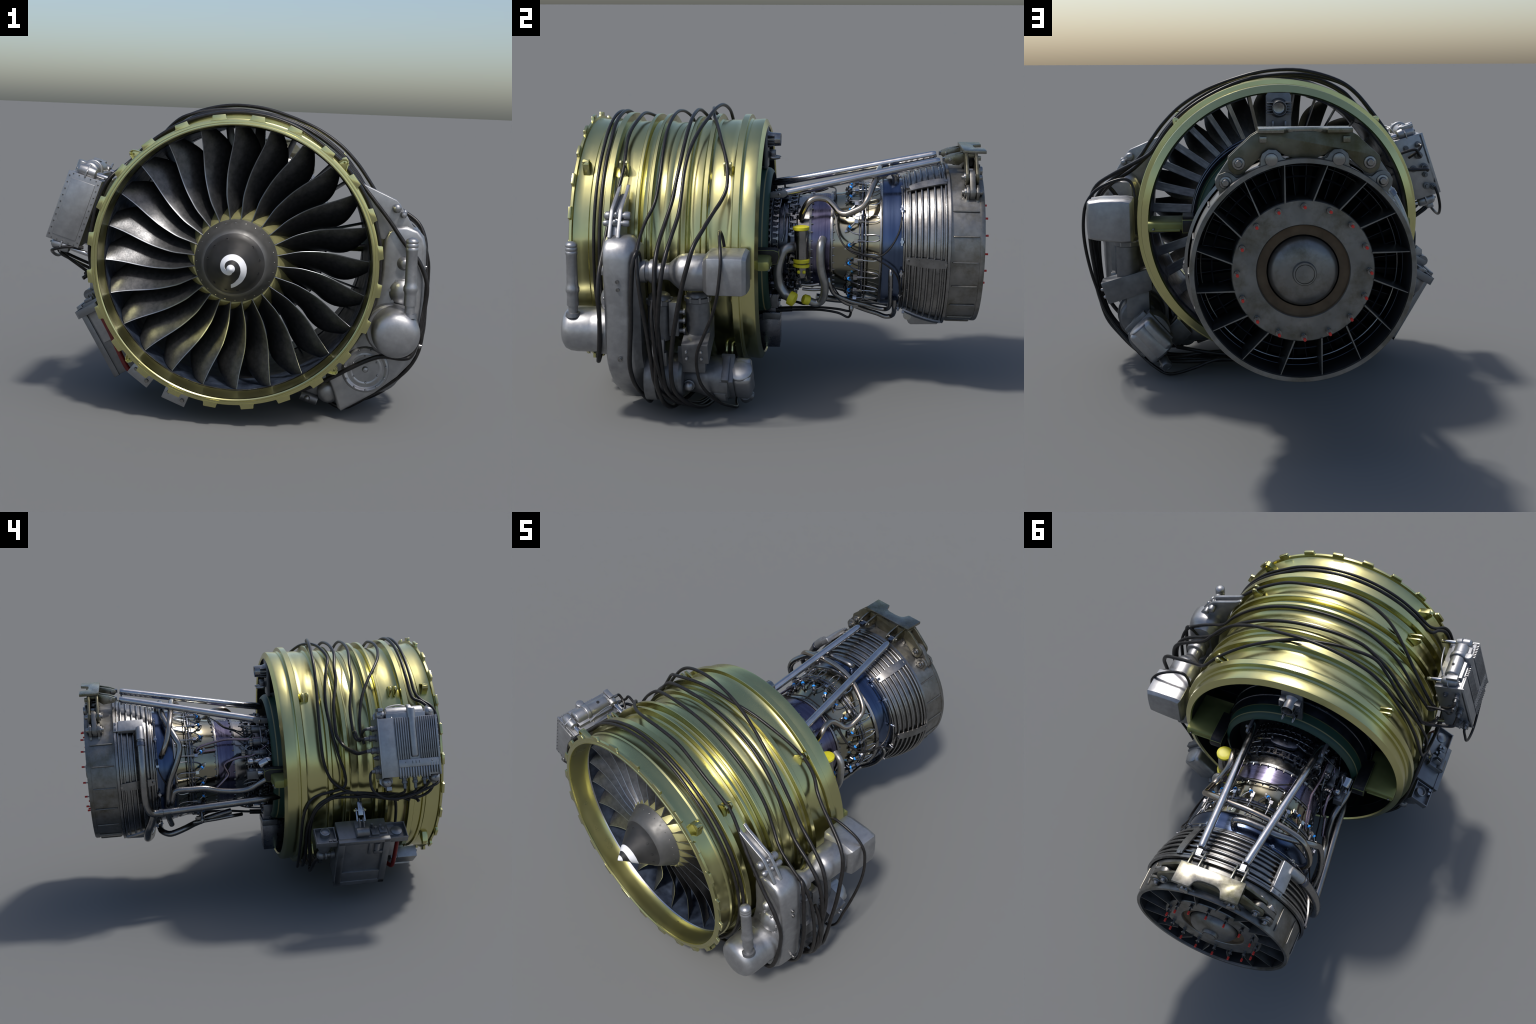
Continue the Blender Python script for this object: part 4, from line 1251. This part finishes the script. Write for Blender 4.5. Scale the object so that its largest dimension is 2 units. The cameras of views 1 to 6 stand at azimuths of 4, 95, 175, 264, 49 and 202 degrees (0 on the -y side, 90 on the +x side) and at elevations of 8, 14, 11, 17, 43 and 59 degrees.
k.turn((0.392, -0.60, 0.098), Y, [(0, 0.03), (0.012, 0.048), (0.05, 0.052), (0.15, 0.05)], ALU, 20)
k.rod((0.27, -0.56, 0.075), (0.345, -0.56, 0.050), 0.024, ALU_DARK, 14)
k.box((0.335, -0.50, 0.105), (0.05, 0.06, 0.03), ALU_DARK)
k.ball((0.30, -0.585, 0.066), 0.014, ALU, 10)
k.box((0.43, -0.45, 0.13), (0.05, 0.07, 0.05), ALU_DARK, (e1, Y, e2))
k.obj("scavenge_pump", gearbox, bevel=0.004)

# ------------------------------------------------------------------ finned electronic control box on the upper left
A0 = Vector((-0.7275, -0.645, 1.040))              # middle of the upper outer edge
ei = Vector((0.135, 0, -0.041)).normalized()        # towards the engine
ed = Vector((-0.095, 0, -0.278)).normalized()       # down along the box
BW, BH, BD = 0.305, 0.294, 0.141


def bx(y, d, i):
    """Point on the box: y along the engine, d down, i inward from the outer face."""
    return Vector((A0.x, y, A0.z)) + ed * d + ei * i


k = Kit()
ax = (ei, Y, ed)
k.box(bx(-0.645, BH / 2, 0.075), (0.066, BW / 2 - 0.004, BH / 2), ALU, ax)
k.box(bx(-0.535, BH / 2, 0.006), (0.006, 0.042, BH / 2), ALU, ax)
k.box(bx(-0.496, BH / 2, 0.066), (0.074, 0.003, BH / 2 + 0.003), ALU, ax)
k.box(bx(-0.794, BH / 2, 0.070), (0.073, 0.004, BH / 2 + 0.003), ALU, ax)
k.box(bx(-0.799, BH / 2, 0.070), (0.052, 0.003, BH / 2 - 0.022), ALU, ax)
k.turn(bx(-0.672, -0.045, 0.014), ed, [(0, 0.018), (0.004, 0.021), (0.240, 0.021), (0.246, 0.016)], ALU, 20)
k.box(bx(-0.690, 0.230, 0.004), (0.005, 0.105, 0.020), ALU, ax)
for q in (-0.62, -0.755):
    k.ball(bx(q, 0.226, -0.001), 0.004, PIPE, 8)
for q in (-0.655, -0.672, -0.69):
    k.box(bx(q, 0.226, -0.001), (0.002, 0.003, 0.008), BLACK, ax)
# domed top housing and its webs
k.turn(bx(-0.548, -0.018, 0.066), -Y, [(0, 0.030), (0.006, 0.038), (0.190, 0.038), (0.196, 0.030)], ALU, 26)
k.box(bx(-0.645, -0.004, 0.066), (0.052, 0.100, 0.020), ALU, ax)
k.turn(bx(-0.660, -0.022, 0.066), -Y, [(0, 0.041), (0.004, 0.044), (0.020, 0.044), (0.024, 0.041)], ALU, 26)
for s in (-1, 1):
    k.prism([(-0.06, 0), (0.0, -0.05), (0.06, 0)], bx(-0.62 + 0.045 * s, 0.0, 0.066), ei, ed, Y, 0.006, ALU)
k.rod(bx(-0.60, -0.054, 0.066), bx(-0.60, -0.058, 0.066), 0.008, BLACK, 12)
# edge screws on the two end plates
for i in range(10):
    for j in (0.006, 0.132):
        k.ball(bx(-0.799, 0.016 + 0.029 * i, j), 0.0034, PIPE, 6)
for i in range(5):
    for d in (0.004, 0.290):
        k.ball(bx(-0.799, d, 0.02 + 0.025 * i), 0.0030, PIPE, 6)
control_box = k.obj("control_box", bevel=0.0025)

# cooling fins and comb teeth
k = Kit()
k.box((0, 0, 0), (0.008, 0.0026, 0.104), ALU, ax)
fin_me = k.mesh("cooling_fin", bevel=0.0012)
for y in [-0.586 - 0.0118 * i for i in range(6)] + [-0.704 - 0.0106 * i for i in range(9)]:
    put(fin_me, "cooling_fin", control_box, bx(y, 0.106, 0.004))
k = Kit()
k.box((0, 0, 0), (0.006, 0.0030, 0.026), ALU, ax)
tooth_me = k.mesh("comb_tooth", bevel=0.001)
for i in range(16):
    put(tooth_me, "comb_tooth", control_box, bx(-0.588 - 0.0135 * i, 0.276 - (0.016 if i > 11 else 0), 0.004))

# shock mounts at the corners
k = Kit()
for y, d in ((-0.524, -0.020), (-0.770, -0.020), (-0.528, 0.318), (-0.772, 0.312)):
    c = bx(y, d, 0.066)
    k.turn(c - ei * 0.045, ei, [(0, 0.004), (0.004, 0.014), (0.012, 0.022), (0.034, 0.025), (0.060, 0.025), (0.082, 0.022), (0.088, 0.010), (0.090, 0.002)], ALU, 22)
    s = 1 if d > 0.1 else -1
    k.prism([(-0.034, -0.022 * s), (0.034, -0.022 * s), (0.034, 0.004 * s), (0.0, 0.034 * s), (-0.034, 0.004 * s)], c, Y, ed, ei, 0.007, ALU)
    k.rod(c + ei * 0.03, c + ei * (0.115 if d < 0.1 else 0.135), 0.010, STEEL, 12)
    k.ball(c - ei * 0.046, 0.005, PIPE, 8)
k.box(bx(-0.522, -0.046, 0.05), (0.028, 0.013, 0.009), ALU, ax)
k.box(bx(-0.535, 0.350, 0.055), (0.016, 0.013, 0.010), ALU, ax)
k.box(bx(-0.645, 0.15, 0.160), (0.012, 0.11, 0.02), ALU_DARK, ax)
k.box(bx(-0.645, 0.26, 0.170), (0.014, 0.02, 0.05), ALU_DARK, ax)
k.tube([bx(-0.55, -0.03, 0.11), bx(-0.58, -0.060, 0.12), bx(-0.64, -0.068, 0.13), bx(-0.70, -0.055, 0.14)], 0.004, STEEL, 8)
k.obj("shock_mount", control_box, bevel=0.002)


def plug(k, p, d, r=0.012, L=0.05):
    k.turn(p, d, [(0, r * 1.35), (0.008, r * 1.35), (0.009, r), (L * 0.40, r), (L * 0.42, r * 1.2), (L * 0.60, r * 1.2), (L * 0.62, r * 0.75), (L, r * 0.70)], ALU_DARK, 14)


k = Kit()
for d, i, r, L in ((0.044, 0.03, 0.011, 0.050), (0.046, 0.09, 0.010, 0.020), (0.092, 0.045, 0.014, 0.062), (0.155, 0.035, 0.014, 0.058), (0.150, 0.085, 0.012, 0.022), (0.192, 0.04, 0.010, 0.026), (0.246, 0.05, 0.012, 0.026), (0.258, 0.02, 0.012, 0.045)):
    plug(k, bx(-0.494, d, i), Y, r, L)
for y, L in ((-0.617, 0.066), (-0.672, 0.066), (-0.720, 0.050)):
    plug(k, bx(y, 0.290, 0.05), ed, 0.012, L)
k.obj("cable_plug", control_box, angle=35)

# ------------------------------------------------------------------ lower left fuel box with side trays
B0 = Vector((-0.753, 0, 0.411))
fd = Vector((0.179, 0, -0.311)).normalized()
fi = Vector((0.311, 0, 0.179)).normalized()


def lb(y, d, i):
    return Vector((B0.x, y, B0.z)) + fd * d + fi * i


k = Kit()
ax2 = (fi, Y, fd)
k.box(lb(-0.418, 0.180, 0.080), (0.066, 0.130, 0.178), BOX, ax2)
for y, w in ((-0.300, 0.017), (-0.537, 0.017)):
    k.box(lb(y, 0.180, 0.012), (0.013, w, 0.180), BOX, ax2)
k.box(lb(-0.418, 0.010, 0.012), (0.013, 0.135, 0.012), BOX, ax2)
k.box(lb(-0.418, 0.345, 0.012), (0.013, 0.135, 0.015), BOX, ax2)
k.box(lb(-0.418, 0.300, 0.012), (0.010, 0.120, 0.045), BOX, ax2, 1.0)
k.box(lb(-0.505, 0.105, 0.014), (0.012, 0.030, 0.010), BOX, ax2)
k.box(lb(-0.452, 0.06, 0.014), (0.012, 0.008, 0.055), BOX, ax2)
k.rod(lb(-0.49, 0.03, 0.012), lb(-0.49, 0.085, 0.012), 0.016, ALU, 12)
# hook clevis on the upper face
k.box(lb(-0.412, -0.012, 0.070), (0.042, 0.034, 0.018), BOX, ax2)
k.turn(lb(-0.380, -0.022, 0.045), -Y, [(0, 0.024), (0.064, 0.024)], BOX, 20)
for y in (-0.424, -0.403):
    k.prism([(-0.005, 0.0), (0.055, 0.0), (0.050, -0.05), (0.02, -0.045)], lb(y, -0.020, 0.050), fi, fd, Y, 0.006, ALU)
for y, i in ((-0.485, 0.07), (-0.470, 0.09), (-0.520, 0.06), (-0.512, 0.08)):
    k.rod(lb(y, 0.0, i), lb(y, -0.024, i), 0.007, ALU, 10)
k.box(lb(-0.48, -0.004, 0.05), (0.02, 0.02, 0.008), BOX, ax2)
k.box(lb(-0.522, -0.004, 0.06), (0.02, 0.02, 0.008), BOX, ax2)
# trays
for y, i, w in ((-0.600, 0.066, 0.050), (-0.226, 0.070, 0.054)):
    k.box(lb(y, 0.036, i), (0.047, w - 0.001, 0.007), BOX, ax2)
    k.box(lb(y, 0.0275, i - 0.049), (0.003, w + 0.001, 0.018), BOX, ax2)
    k.box(lb(y, 0.0275, i + 0.049), (0.003, w + 0.001, 0.018), BOX, ax2)
    for s in (-1, 1):
        k.box(lb(y + s * (w - 0.003), 0.028, i), (0.0475, 0.003, 0.0172), BOX, ax2)
k.turn(lb(-0.226, 0.032, 0.085), -fd, [(0, 0.026), (0.034, 0.026), (0.036, 0.022), (0.020, 0.020), (0.016, 0.001)], ALU, 22)
for s in (0, 1):
    k.rod(lb(-0.245 - 0.022 * s, 0.034, 0.032), lb(-0.245 - 0.022 * s, 0.008, 0.034), 0.0075, ALU, 10)
k.turn(lb(-0.600, 0.032, 0.07), -fd, [(0, 0.028), (0.012, 0.030), (0.014, 0.020), (0.018, 0.014), (0.018, 0.001)], ALU, 20)
k.turn(lb(-0.226, 0.045, 0.075), fd, [(0, 0.040), (0.050, 0.040), (0.065, 0.034), (0.085, 0.028), (0.090, 0.010)], BOX, 22)
k.turn(lb(-0.285, 0.175, 0.075), Y, [(0, 0.022), (0.02, 0.022), (0.022, 0.014), (0.040, 0.014), (0.042, 0.026), (0.050, 0.026), (0.054, 0.018), (0.066, 0.026), (0.085, 0.022), (0.094, 0.010)], BOX, 18)
k.box(lb(-0.565, 0.110, 0.090), (0.045, 0.030, 0.085), ALU, ax2)
k.box(lb(-0.42, 0.37, 0.09), (0.03, 0.04, 0.02), BOX, ax2)
fuel_box = k.obj("fuel_control_box", bevel=0.004, seg=2)
k = Kit()
k.tube([lb(-0.626, 0.055, 0.108), lb(-0.630, 0.09, 0.108), lb(-0.630, 0.17, 0.106), lb(-0.628, 0.235, 0.100), (-0.500, -0.624, 0.164), (-0.465, -0.612, 0.150), (-0.42, -0.59, 0.165)], 0.0115, RED_HOSE, 12)
k.obj("red_hose", fuel_box)
# strap from the clevis up to the case
k = Kit()
c = Vector((-0.648, -0.419, 0.520))
u = Vector((0.45, 0, 0.89)).normalized()
n = Vector((-u.z, 0, u.x))
for s in (-1, 1):
    k.box(c + Y * 0.020 * s, (0.004, 0.004, 0.034), STEEL, (n, Y, u))
    k.ball(c + Y * 0.026 * s + u * 0.022, 0.009, GOLD, 10)
k.box(c - u * 0.032, (0.006, 0.024, 0.004), STEEL, (n, Y, u))
k.box(c - u * 0.055, (0.005, 0.006, 0.024), ALU, (n, Y, u))
k.rod(c + u * 0.022 - Y * 0.03, c + u * 0.022 + Y * 0.03, 0.006, STEEL, 10)
k.box(c + u * 0.030 + n * 0.004, (0.010, 0.012, 0.036), STEEL, (n, Y, u))
k.rod(c + u * 0.06, c + u * 0.12 + X * 0.02, 0.008, STEEL, 10)
k.obj("hanger_strap", fuel_box, bevel=0.0015)

# two bright bracket plates under the front flange
for a in (-127.2, -111.8):
    k = Kit()
    e = Vector((cos(radians(a)), 0, sin(radians(a))))
    t = Vector((-e.z, 0, e.x))
    k.box(polar(-0.715, a, 0.645), (0.030, 0.055, 0.054), ALU, (e, Y, t))
    k.box(polar(-0.665, a, 0.628), (0.045, 0.040, 0.046), ALU, (e, Y, t))
    k.bolt(polar(-0.768, a + 3, 0.650), -Y, 0.008, 0.014, PIPE)
    k.bolt(polar(-0.768, a - 3, 0.640), -Y, 0.007, 0.010, PIPE)
    k.obj("support_plate", bevel=0.003)

# ------------------------------------------------------------------ black cables lashed round the barrel
CR = 0.0082
cables = []
# front pair, in the groove behind the lip, then down behind the control box
c1 = [(-0.52, 187.5, 0.632), (-0.62, 188.5, 0.634), (-0.70, 190, 0.625), (-0.76, 190, 0.612), (-0.805, 187, 0.606), (-0.836, 179, 0.606), (-0.846, 169, 0.608), (-0.848, 158, 0.616), (-0.846, 151, 0.622), (-0.828, 146, 0.618), (-0.785, 142, 0.608), (-0.760, 137, 0.604)]
c1 += [(-0.757, a, 0.602 + 0.014 * max(0.0, sin(radians(2 * a - 100)))) for a in range(128, 60, -10)] + [(-0.757, a, 0.602) for a in range(58, -62, -12)] + [(-0.757, -70, 0.605), (-0.75, -85, 0.610), (-0.74, -100, 0.612)]
c2 = [(-0.50, 186, 0.632), (-0.60, 187, 0.632), (-0.68, 188.5, 0.624), (-0.735, 188.5, 0.612), (-0.778, 185, 0.606), (-0.808, 178, 0.604), (-0.820, 168, 0.606), (-0.826, 157, 0.614), (-0.820, 148.5, 0.620), (-0.785, 143.6, 0.614), (-0.742, 140, 0.604)]
c2 += [(-0.734, a, 0.602 + 0.015 * max(0.0, sin(radians(2 * a - 100)))) for a in range(129, 60, -10)] + [(-0.731, a, 0.602) for a in range(58, -62, -12)] + [(-0.727, -70, 0.605), (-0.72, -85, 0.610), (-0.71, -100, 0.612)]
cables += [c1, c2]
cables.append([(-0.452, 162, 0.635), (-0.441, 157, 0.625), (-0.448, 148.5, 0.618), (-0.477, 138.4, 0.617), (-0.525, 129.3, 0.618), (-0.58, 120.5, 0.618), (-0.618, 112.7, 0.612), (-0.640, 103.2, 0.609), (-0.646, 92.8, 0.606), (-0.645, 80, 0.603), (-0.654, 68, 0.602), (-0.656, 60, 0.602), (-0.650, 51, 0.605), (-0.645, 43, 0.610), (-0.655, 34, 0.612),
               (-0.672, 25, 0.630), (-0.682, 16, 0.665), (-0.688, 8, 0.709), (-0.692, 2, 0.765), (-0.693, -4.6, 0.806), (-0.690, -11, 0.818), (-0.697, -19, 0.832), (-0.712, -26.0, 0.845), (-0.722, -28.5, 0.815), (-0.730, -31, 0.742), (-0.732, -35, 0.70), (-0.728, -42, 0.665), (-0.722, -50, 0.645), (-0.712, -62, 0.628), (-0.70, -78, 0.618)])
cables.append([(-0.432, 160.5, 0.645), (-0.411, 159, 0.625), (-0.403, 154, 0.618), (-0.406, 143, 0.612), (-0.442, 129, 0.614), (-0.449, 119, 0.632), (-0.466, 109, 0.632), (-0.475, 98.6, 0.622), (-0.478, 88, 0.616), (-0.480, 76, 0.615), (-0.482, 63, 0.614), (-0.479, 50, 0.613), (-0.478, 38, 0.613), (-0.490, 27, 0.616), (-0.518, 18.5, 0.660), (-0.528, 12, 0.730), (-0.526, 7, 0.790), (-0.515, 0, 0.822), (-0.500, -8, 0.832), (-0.484, -16, 0.850), (-0.472, -24, 0.880), (-0.464, -31, 0.905), (-0.440, -37, 0.900), (-0.395, -43, 0.885), (-0.335, -48, 0.865), (-0.28, -55, 0.80), (-0.25, -66, 0.715), (-0.23, -80, 0.655), (-0.225, -95, 0.635), (-0.225, -115, 0.625)])
cables.append([(-0.430, 166, 0.650), (-0.405, 166, 0.640), (-0.365, 163.5, 0.625), (-0.335, 160, 0.618), (-0.317, 157, 0.616), (-0.316, 151, 0.614), (-0.324, 141, 0.612), (-0.358, 128, 0.614), (-0.364, 120, 0.635), (-0.385, 110, 0.642), (-0.388, 100, 0.630), (-0.386, 91, 0.622), (-0.386, 79, 0.618), (-0.386, 67, 0.617), (-0.388, 57, 0.617), (-0.393, 47, 0.617), (-0.402, 37, 0.617), (-0.413, 28, 0.620),
               (-0.432, 18, 0.665), (-0.442, 11, 0.745), (-0.446, 5, 0.800), (-0.446, -2, 0.826), (-0.441, -9, 0.836), (-0.435, -17, 0.856), (-0.428, -25, 0.888), (-0.420, -32, 0.912), (-0.40, -38, 0.903), (-0.36, -43, 0.890), (-0.305, -48, 0.868), (-0.27, -56, 0.79), (-0.27, -68, 0.70), (-0.275, -82, 0.645), (-0.28, -100, 0.630), (-0.26, -118, 0.622)])
cables.append([(-0.62, -170.5, 0.645), (-0.54, -171.8, 0.640), (-0.43, -174, 0.632), (-0.36, -176, 0.625), (-0.319, -178, 0.618), (-0.271, 177.4, 0.612), (-0.240, 168.4, 0.610), (-0.234, 156, 0.610), (-0.238, 144, 0.616), (-0.245, 133, 0.632), (-0.252, 122, 0.662), (-0.257, 113, 0.670), (-0.270, 100, 0.662), (-0.285, 87, 0.648), (-0.303, 75, 0.636), (-0.332, 62, 0.634), (-0.355, 50, 0.640), (-0.366, 40, 0.642), (-0.369, 31, 0.645), (-0.374, 22, 0.662),
               (-0.388, 14, 0.730), (-0.402, 8, 0.790), (-0.416, 2, 0.822), (-0.428, -6, 0.838), (-0.440, -15, 0.852), (-0.450, -23, 0.882), (-0.455, -30, 0.912), (-0.452, -37, 0.908), (-0.445, -43, 0.898), (-0.432, -49, 0.874), (-0.415, -53, 0.842), (-0.38, -58, 0.79), (-0.33, -66, 0.71), (-0.29, -78, 0.655), (-0.26, -95, 0.632), (-0.235, -118, 0.625)])
cables.append([(-0.128, -118, 0.640), (-0.118, -135, 0.628), (-0.118, -151, 0.622), (-0.126, -164, 0.618), (-0.158, -171.8, 0.616), (-0.204, -174.9, 0.615), (-0.29, -176.5, 0.615), (-0.335, -177.8, 0.615), (-0.350, 179.5, 0.614), (-0.343, 174, 0.613), (-0.318, 166, 0.612), (-0.296, 155, 0.611), (-0.284, 144, 0.613), (-0.288, 134, 0.630), (-0.310, 124, 0.660), (-0.335, 116, 0.668), (-0.322, 104, 0.648), (-0.307, 94, 0.630), (-0.288, 82, 0.617), (-0.260, 72, 0.613), (-0.225, 59, 0.611), (-0.196, 49, 0.614), (-0.180, 41, 0.615), (-0.180, 34, 0.612), (-0.200, 28, 0.620), (-0.228, 22, 0.665), (-0.258, 15.5, 0.740), (-0.285, 10.5, 0.802), (-0.306, 5, 0.826), (-0.330, -1.5, 0.832), (-0.352, -9, 0.842), (-0.374, -17, 0.858), (-0.388, -25, 0.888), (-0.386, -32, 0.912), (-0.365, -38, 0.905), (-0.325, -44, 0.892), (-0.28, -49, 0.865), (-0.24, -57, 0.785), (-0.22, -70, 0.69), (-0.21, -85, 0.645), (-0.205, -105, 0.628)])
# lower left bundle
cables.append([(-0.672, -171, 0.672), (-0.638, -171.6, 0.650), (-0.55, -173, 0.640), (-0.455, -174.7, 0.634), (-0.38, -175.2, 0.628), (-0.329, -175.3, 0.624), (-0.264, -173.4, 0.620), (-0.204, -169.8, 0.618), (-0.169, -163.6, 0.618), (-0.148, -154.7, 0.62), (-0.150, -140, 0.626), (-0.154, -128, 0.632), (-0.165, -112, 0.632), (-0.18, -95, 0.628), (-0.20, -78, 0.64), (-0.24, -64, 0.69), (-0.29, -53, 0.755)])
cables.append([(-0.720, -170, 0.672), (-0.700, -171, 0.650), (-0.607, -171.8, 0.642), (-0.50, -172.6, 0.636), (-0.404, -173.1, 0.630), (-0.284, -173.2, 0.622), (-0.219, -169.7, 0.620), (-0.179, -164.7, 0.620), (-0.162, -154.5, 0.622), (-0.17, -140, 0.628), (-0.186, -128, 0.638), (-0.186, -124, 0.655), (-0.180, -126, 0.682), (-0.178, -134, 0.698), (-0.190, -142, 0.702), (-0.215, -145.5, 0.701)])
cables.append([(-0.60, -171.5, 0.630), (-0.612, -167, 0.622), (-0.618, -160, 0.618), (-0.62, -152, 0.615), (-0.62, -140, 0.612)])
k = Kit()
for n, c in enumerate(cables):
    P = path([(y, a, r - (0.2 * max(0.0, r - 0.615) if 70 < a < 140 else 0.0)) for y, a, r in c])
    r = CR * (0.92 + 0.16 * ((n * 37) % 10) / 10)
    k2 = Kit()
    grow = 0.28 if 2 <= n <= 6 else 0.0      # the sleeved lower ends are thicker
    k2.tube(P, lambda t, r=r, n=n, g=grow: r * (1 + 0.03 * sin(120 * t + n) + g * max(0.0, min(1.0, (t - 0.5) * 5))), RUBBER, 10, 5)
    k2.obj("cable")
# loop round the pump body, thin drip cable beneath, and the ones hugging the gearbox rim
loops = [
    ([(0.592, -0.178, 0.800), (0.600, -0.185, 0.845), (0.623, -0.191, 0.872), (0.66, -0.190, 0.874), (0.715, -0.182, 0.856), (0.765, -0.173, 0.826), (0.802, -0.168, 0.775), (0.816, -0.172, 0.715), (0.820, -0.182, 0.64), (0.814, -0.205, 0.554), (0.800, -0.245, 0.455), (0.782, -0.275, 0.375), (0.750, -0.278, 0.275), (0.685, -0.262, 0.180), (0.590, -0.21, 0.080), (0.520, -0.16, 0.032), (0.470, -0.14, 0.0100), (0.417, -0.15, 0.0115), (0.346, -0.15, 0.033), (0.252, -0.15, 0.066), (0.181, -0.15, 0.066), (0.10, -0.15, 0.070)], 0.0072),
    ([(0.700, -0.525, 0.760), (0.735, -0.524, 0.802), (0.760, -0.530, 0.800), (0.778, -0.540, 0.760), (0.786, -0.545, 0.690), (0.791, -0.550, 0.60), (0.794, -0.552, 0.50), (0.790, -0.560, 0.40), (0.778, -0.566, 0.310), (0.745, -0.562, 0.235), (0.690, -0.555, 0.172), (0.595, -0.548, 0.100), (0.50, -0.545, 0.036), (0.455, -0.545, 0.022), (0.41, -0.53, 0.034), (0.36, -0.50, 0.062), (0.29, -0.48, 0.075)], 0.0098),
    ([(0.775, -0.462, 0.60), (0.800, -0.462, 0.54), (0.806, -0.455, 0.44), (0.800, -0.445, 0.34), (0.765, -0.430, 0.235), (0.70, -0.40, 0.15), (0.61, -0.35, 0.085), (0.52, -0.30, 0.05), (0.42, -0.27, 0.05), (0.33, -0.26, 0.065), (0.2, -0.25, 0.078)], 0.0085),
]
for P, r in loops:
    k2 = Kit()
    k2.tube(P, r, RUBBER, 10, 5)
    k2.obj("cable")
# short leads at the control box
k2 = Kit()
leads = [[bx(-0.445, 0.044, 0.03), bx(-0.430, 0.050, 0.03), bx(-0.425, 0.07, 0.06), bx(-0.440, 0.085, 0.10)],
         [bx(-0.436, 0.092, 0.045), bx(-0.415, 0.092, 0.048), bx(-0.400, 0.080, 0.055), bx(-0.395, 0.050, 0.07), polar(-0.403, 156, 0.625)],
         [bx(-0.438, 0.155, 0.035), bx(-0.400, 0.160, 0.04), bx(-0.378, 0.150, 0.05), polar(-0.345, 162, 0.632), polar(-0.318, 157, 0.617)],
         [bx(-0.452, 0.258, 0.02), bx(-0.442, 0.268, 0.02), bx(-0.438, 0.300, 0.02), bx(-0.448, 0.350, 0.025), bx(-0.50, 0.392, 0.03), bx(-0.575, 0.402, 0.03), bx(-0.66, 0.385, 0.03), bx(-0.74, 0.358, 0.03), bx(-0.788, 0.338, 0.045), bx(-0.795, 0.31, 0.09), bx(-0.78, 0.29, 0.16)],
         [bx(-0.617, 0.350, 0.05), bx(-0.617, 0.366, 0.055), bx(-0.605, 0.378, 0.075), polar(-0.55, -172.5, 0.66)],
         [bx(-0.672, 0.350, 0.05), bx(-0.672, 0.368, 0.055), bx(-0.655, 0.380, 0.075), polar(-0.60, -171.8, 0.66)],
         [bx(-0.720, 0.336, 0.05), bx(-0.720, 0.352, 0.055), bx(-0.705, 0.366, 0.085), polar(-0.66, -171, 0.655)]]
for i, P in enumerate(leads):
    k2.tube(P, 0.0068 if i != 2 else 0.0082, RUBBER, 9, 5)
k2.obj("plug_lead", control_box)
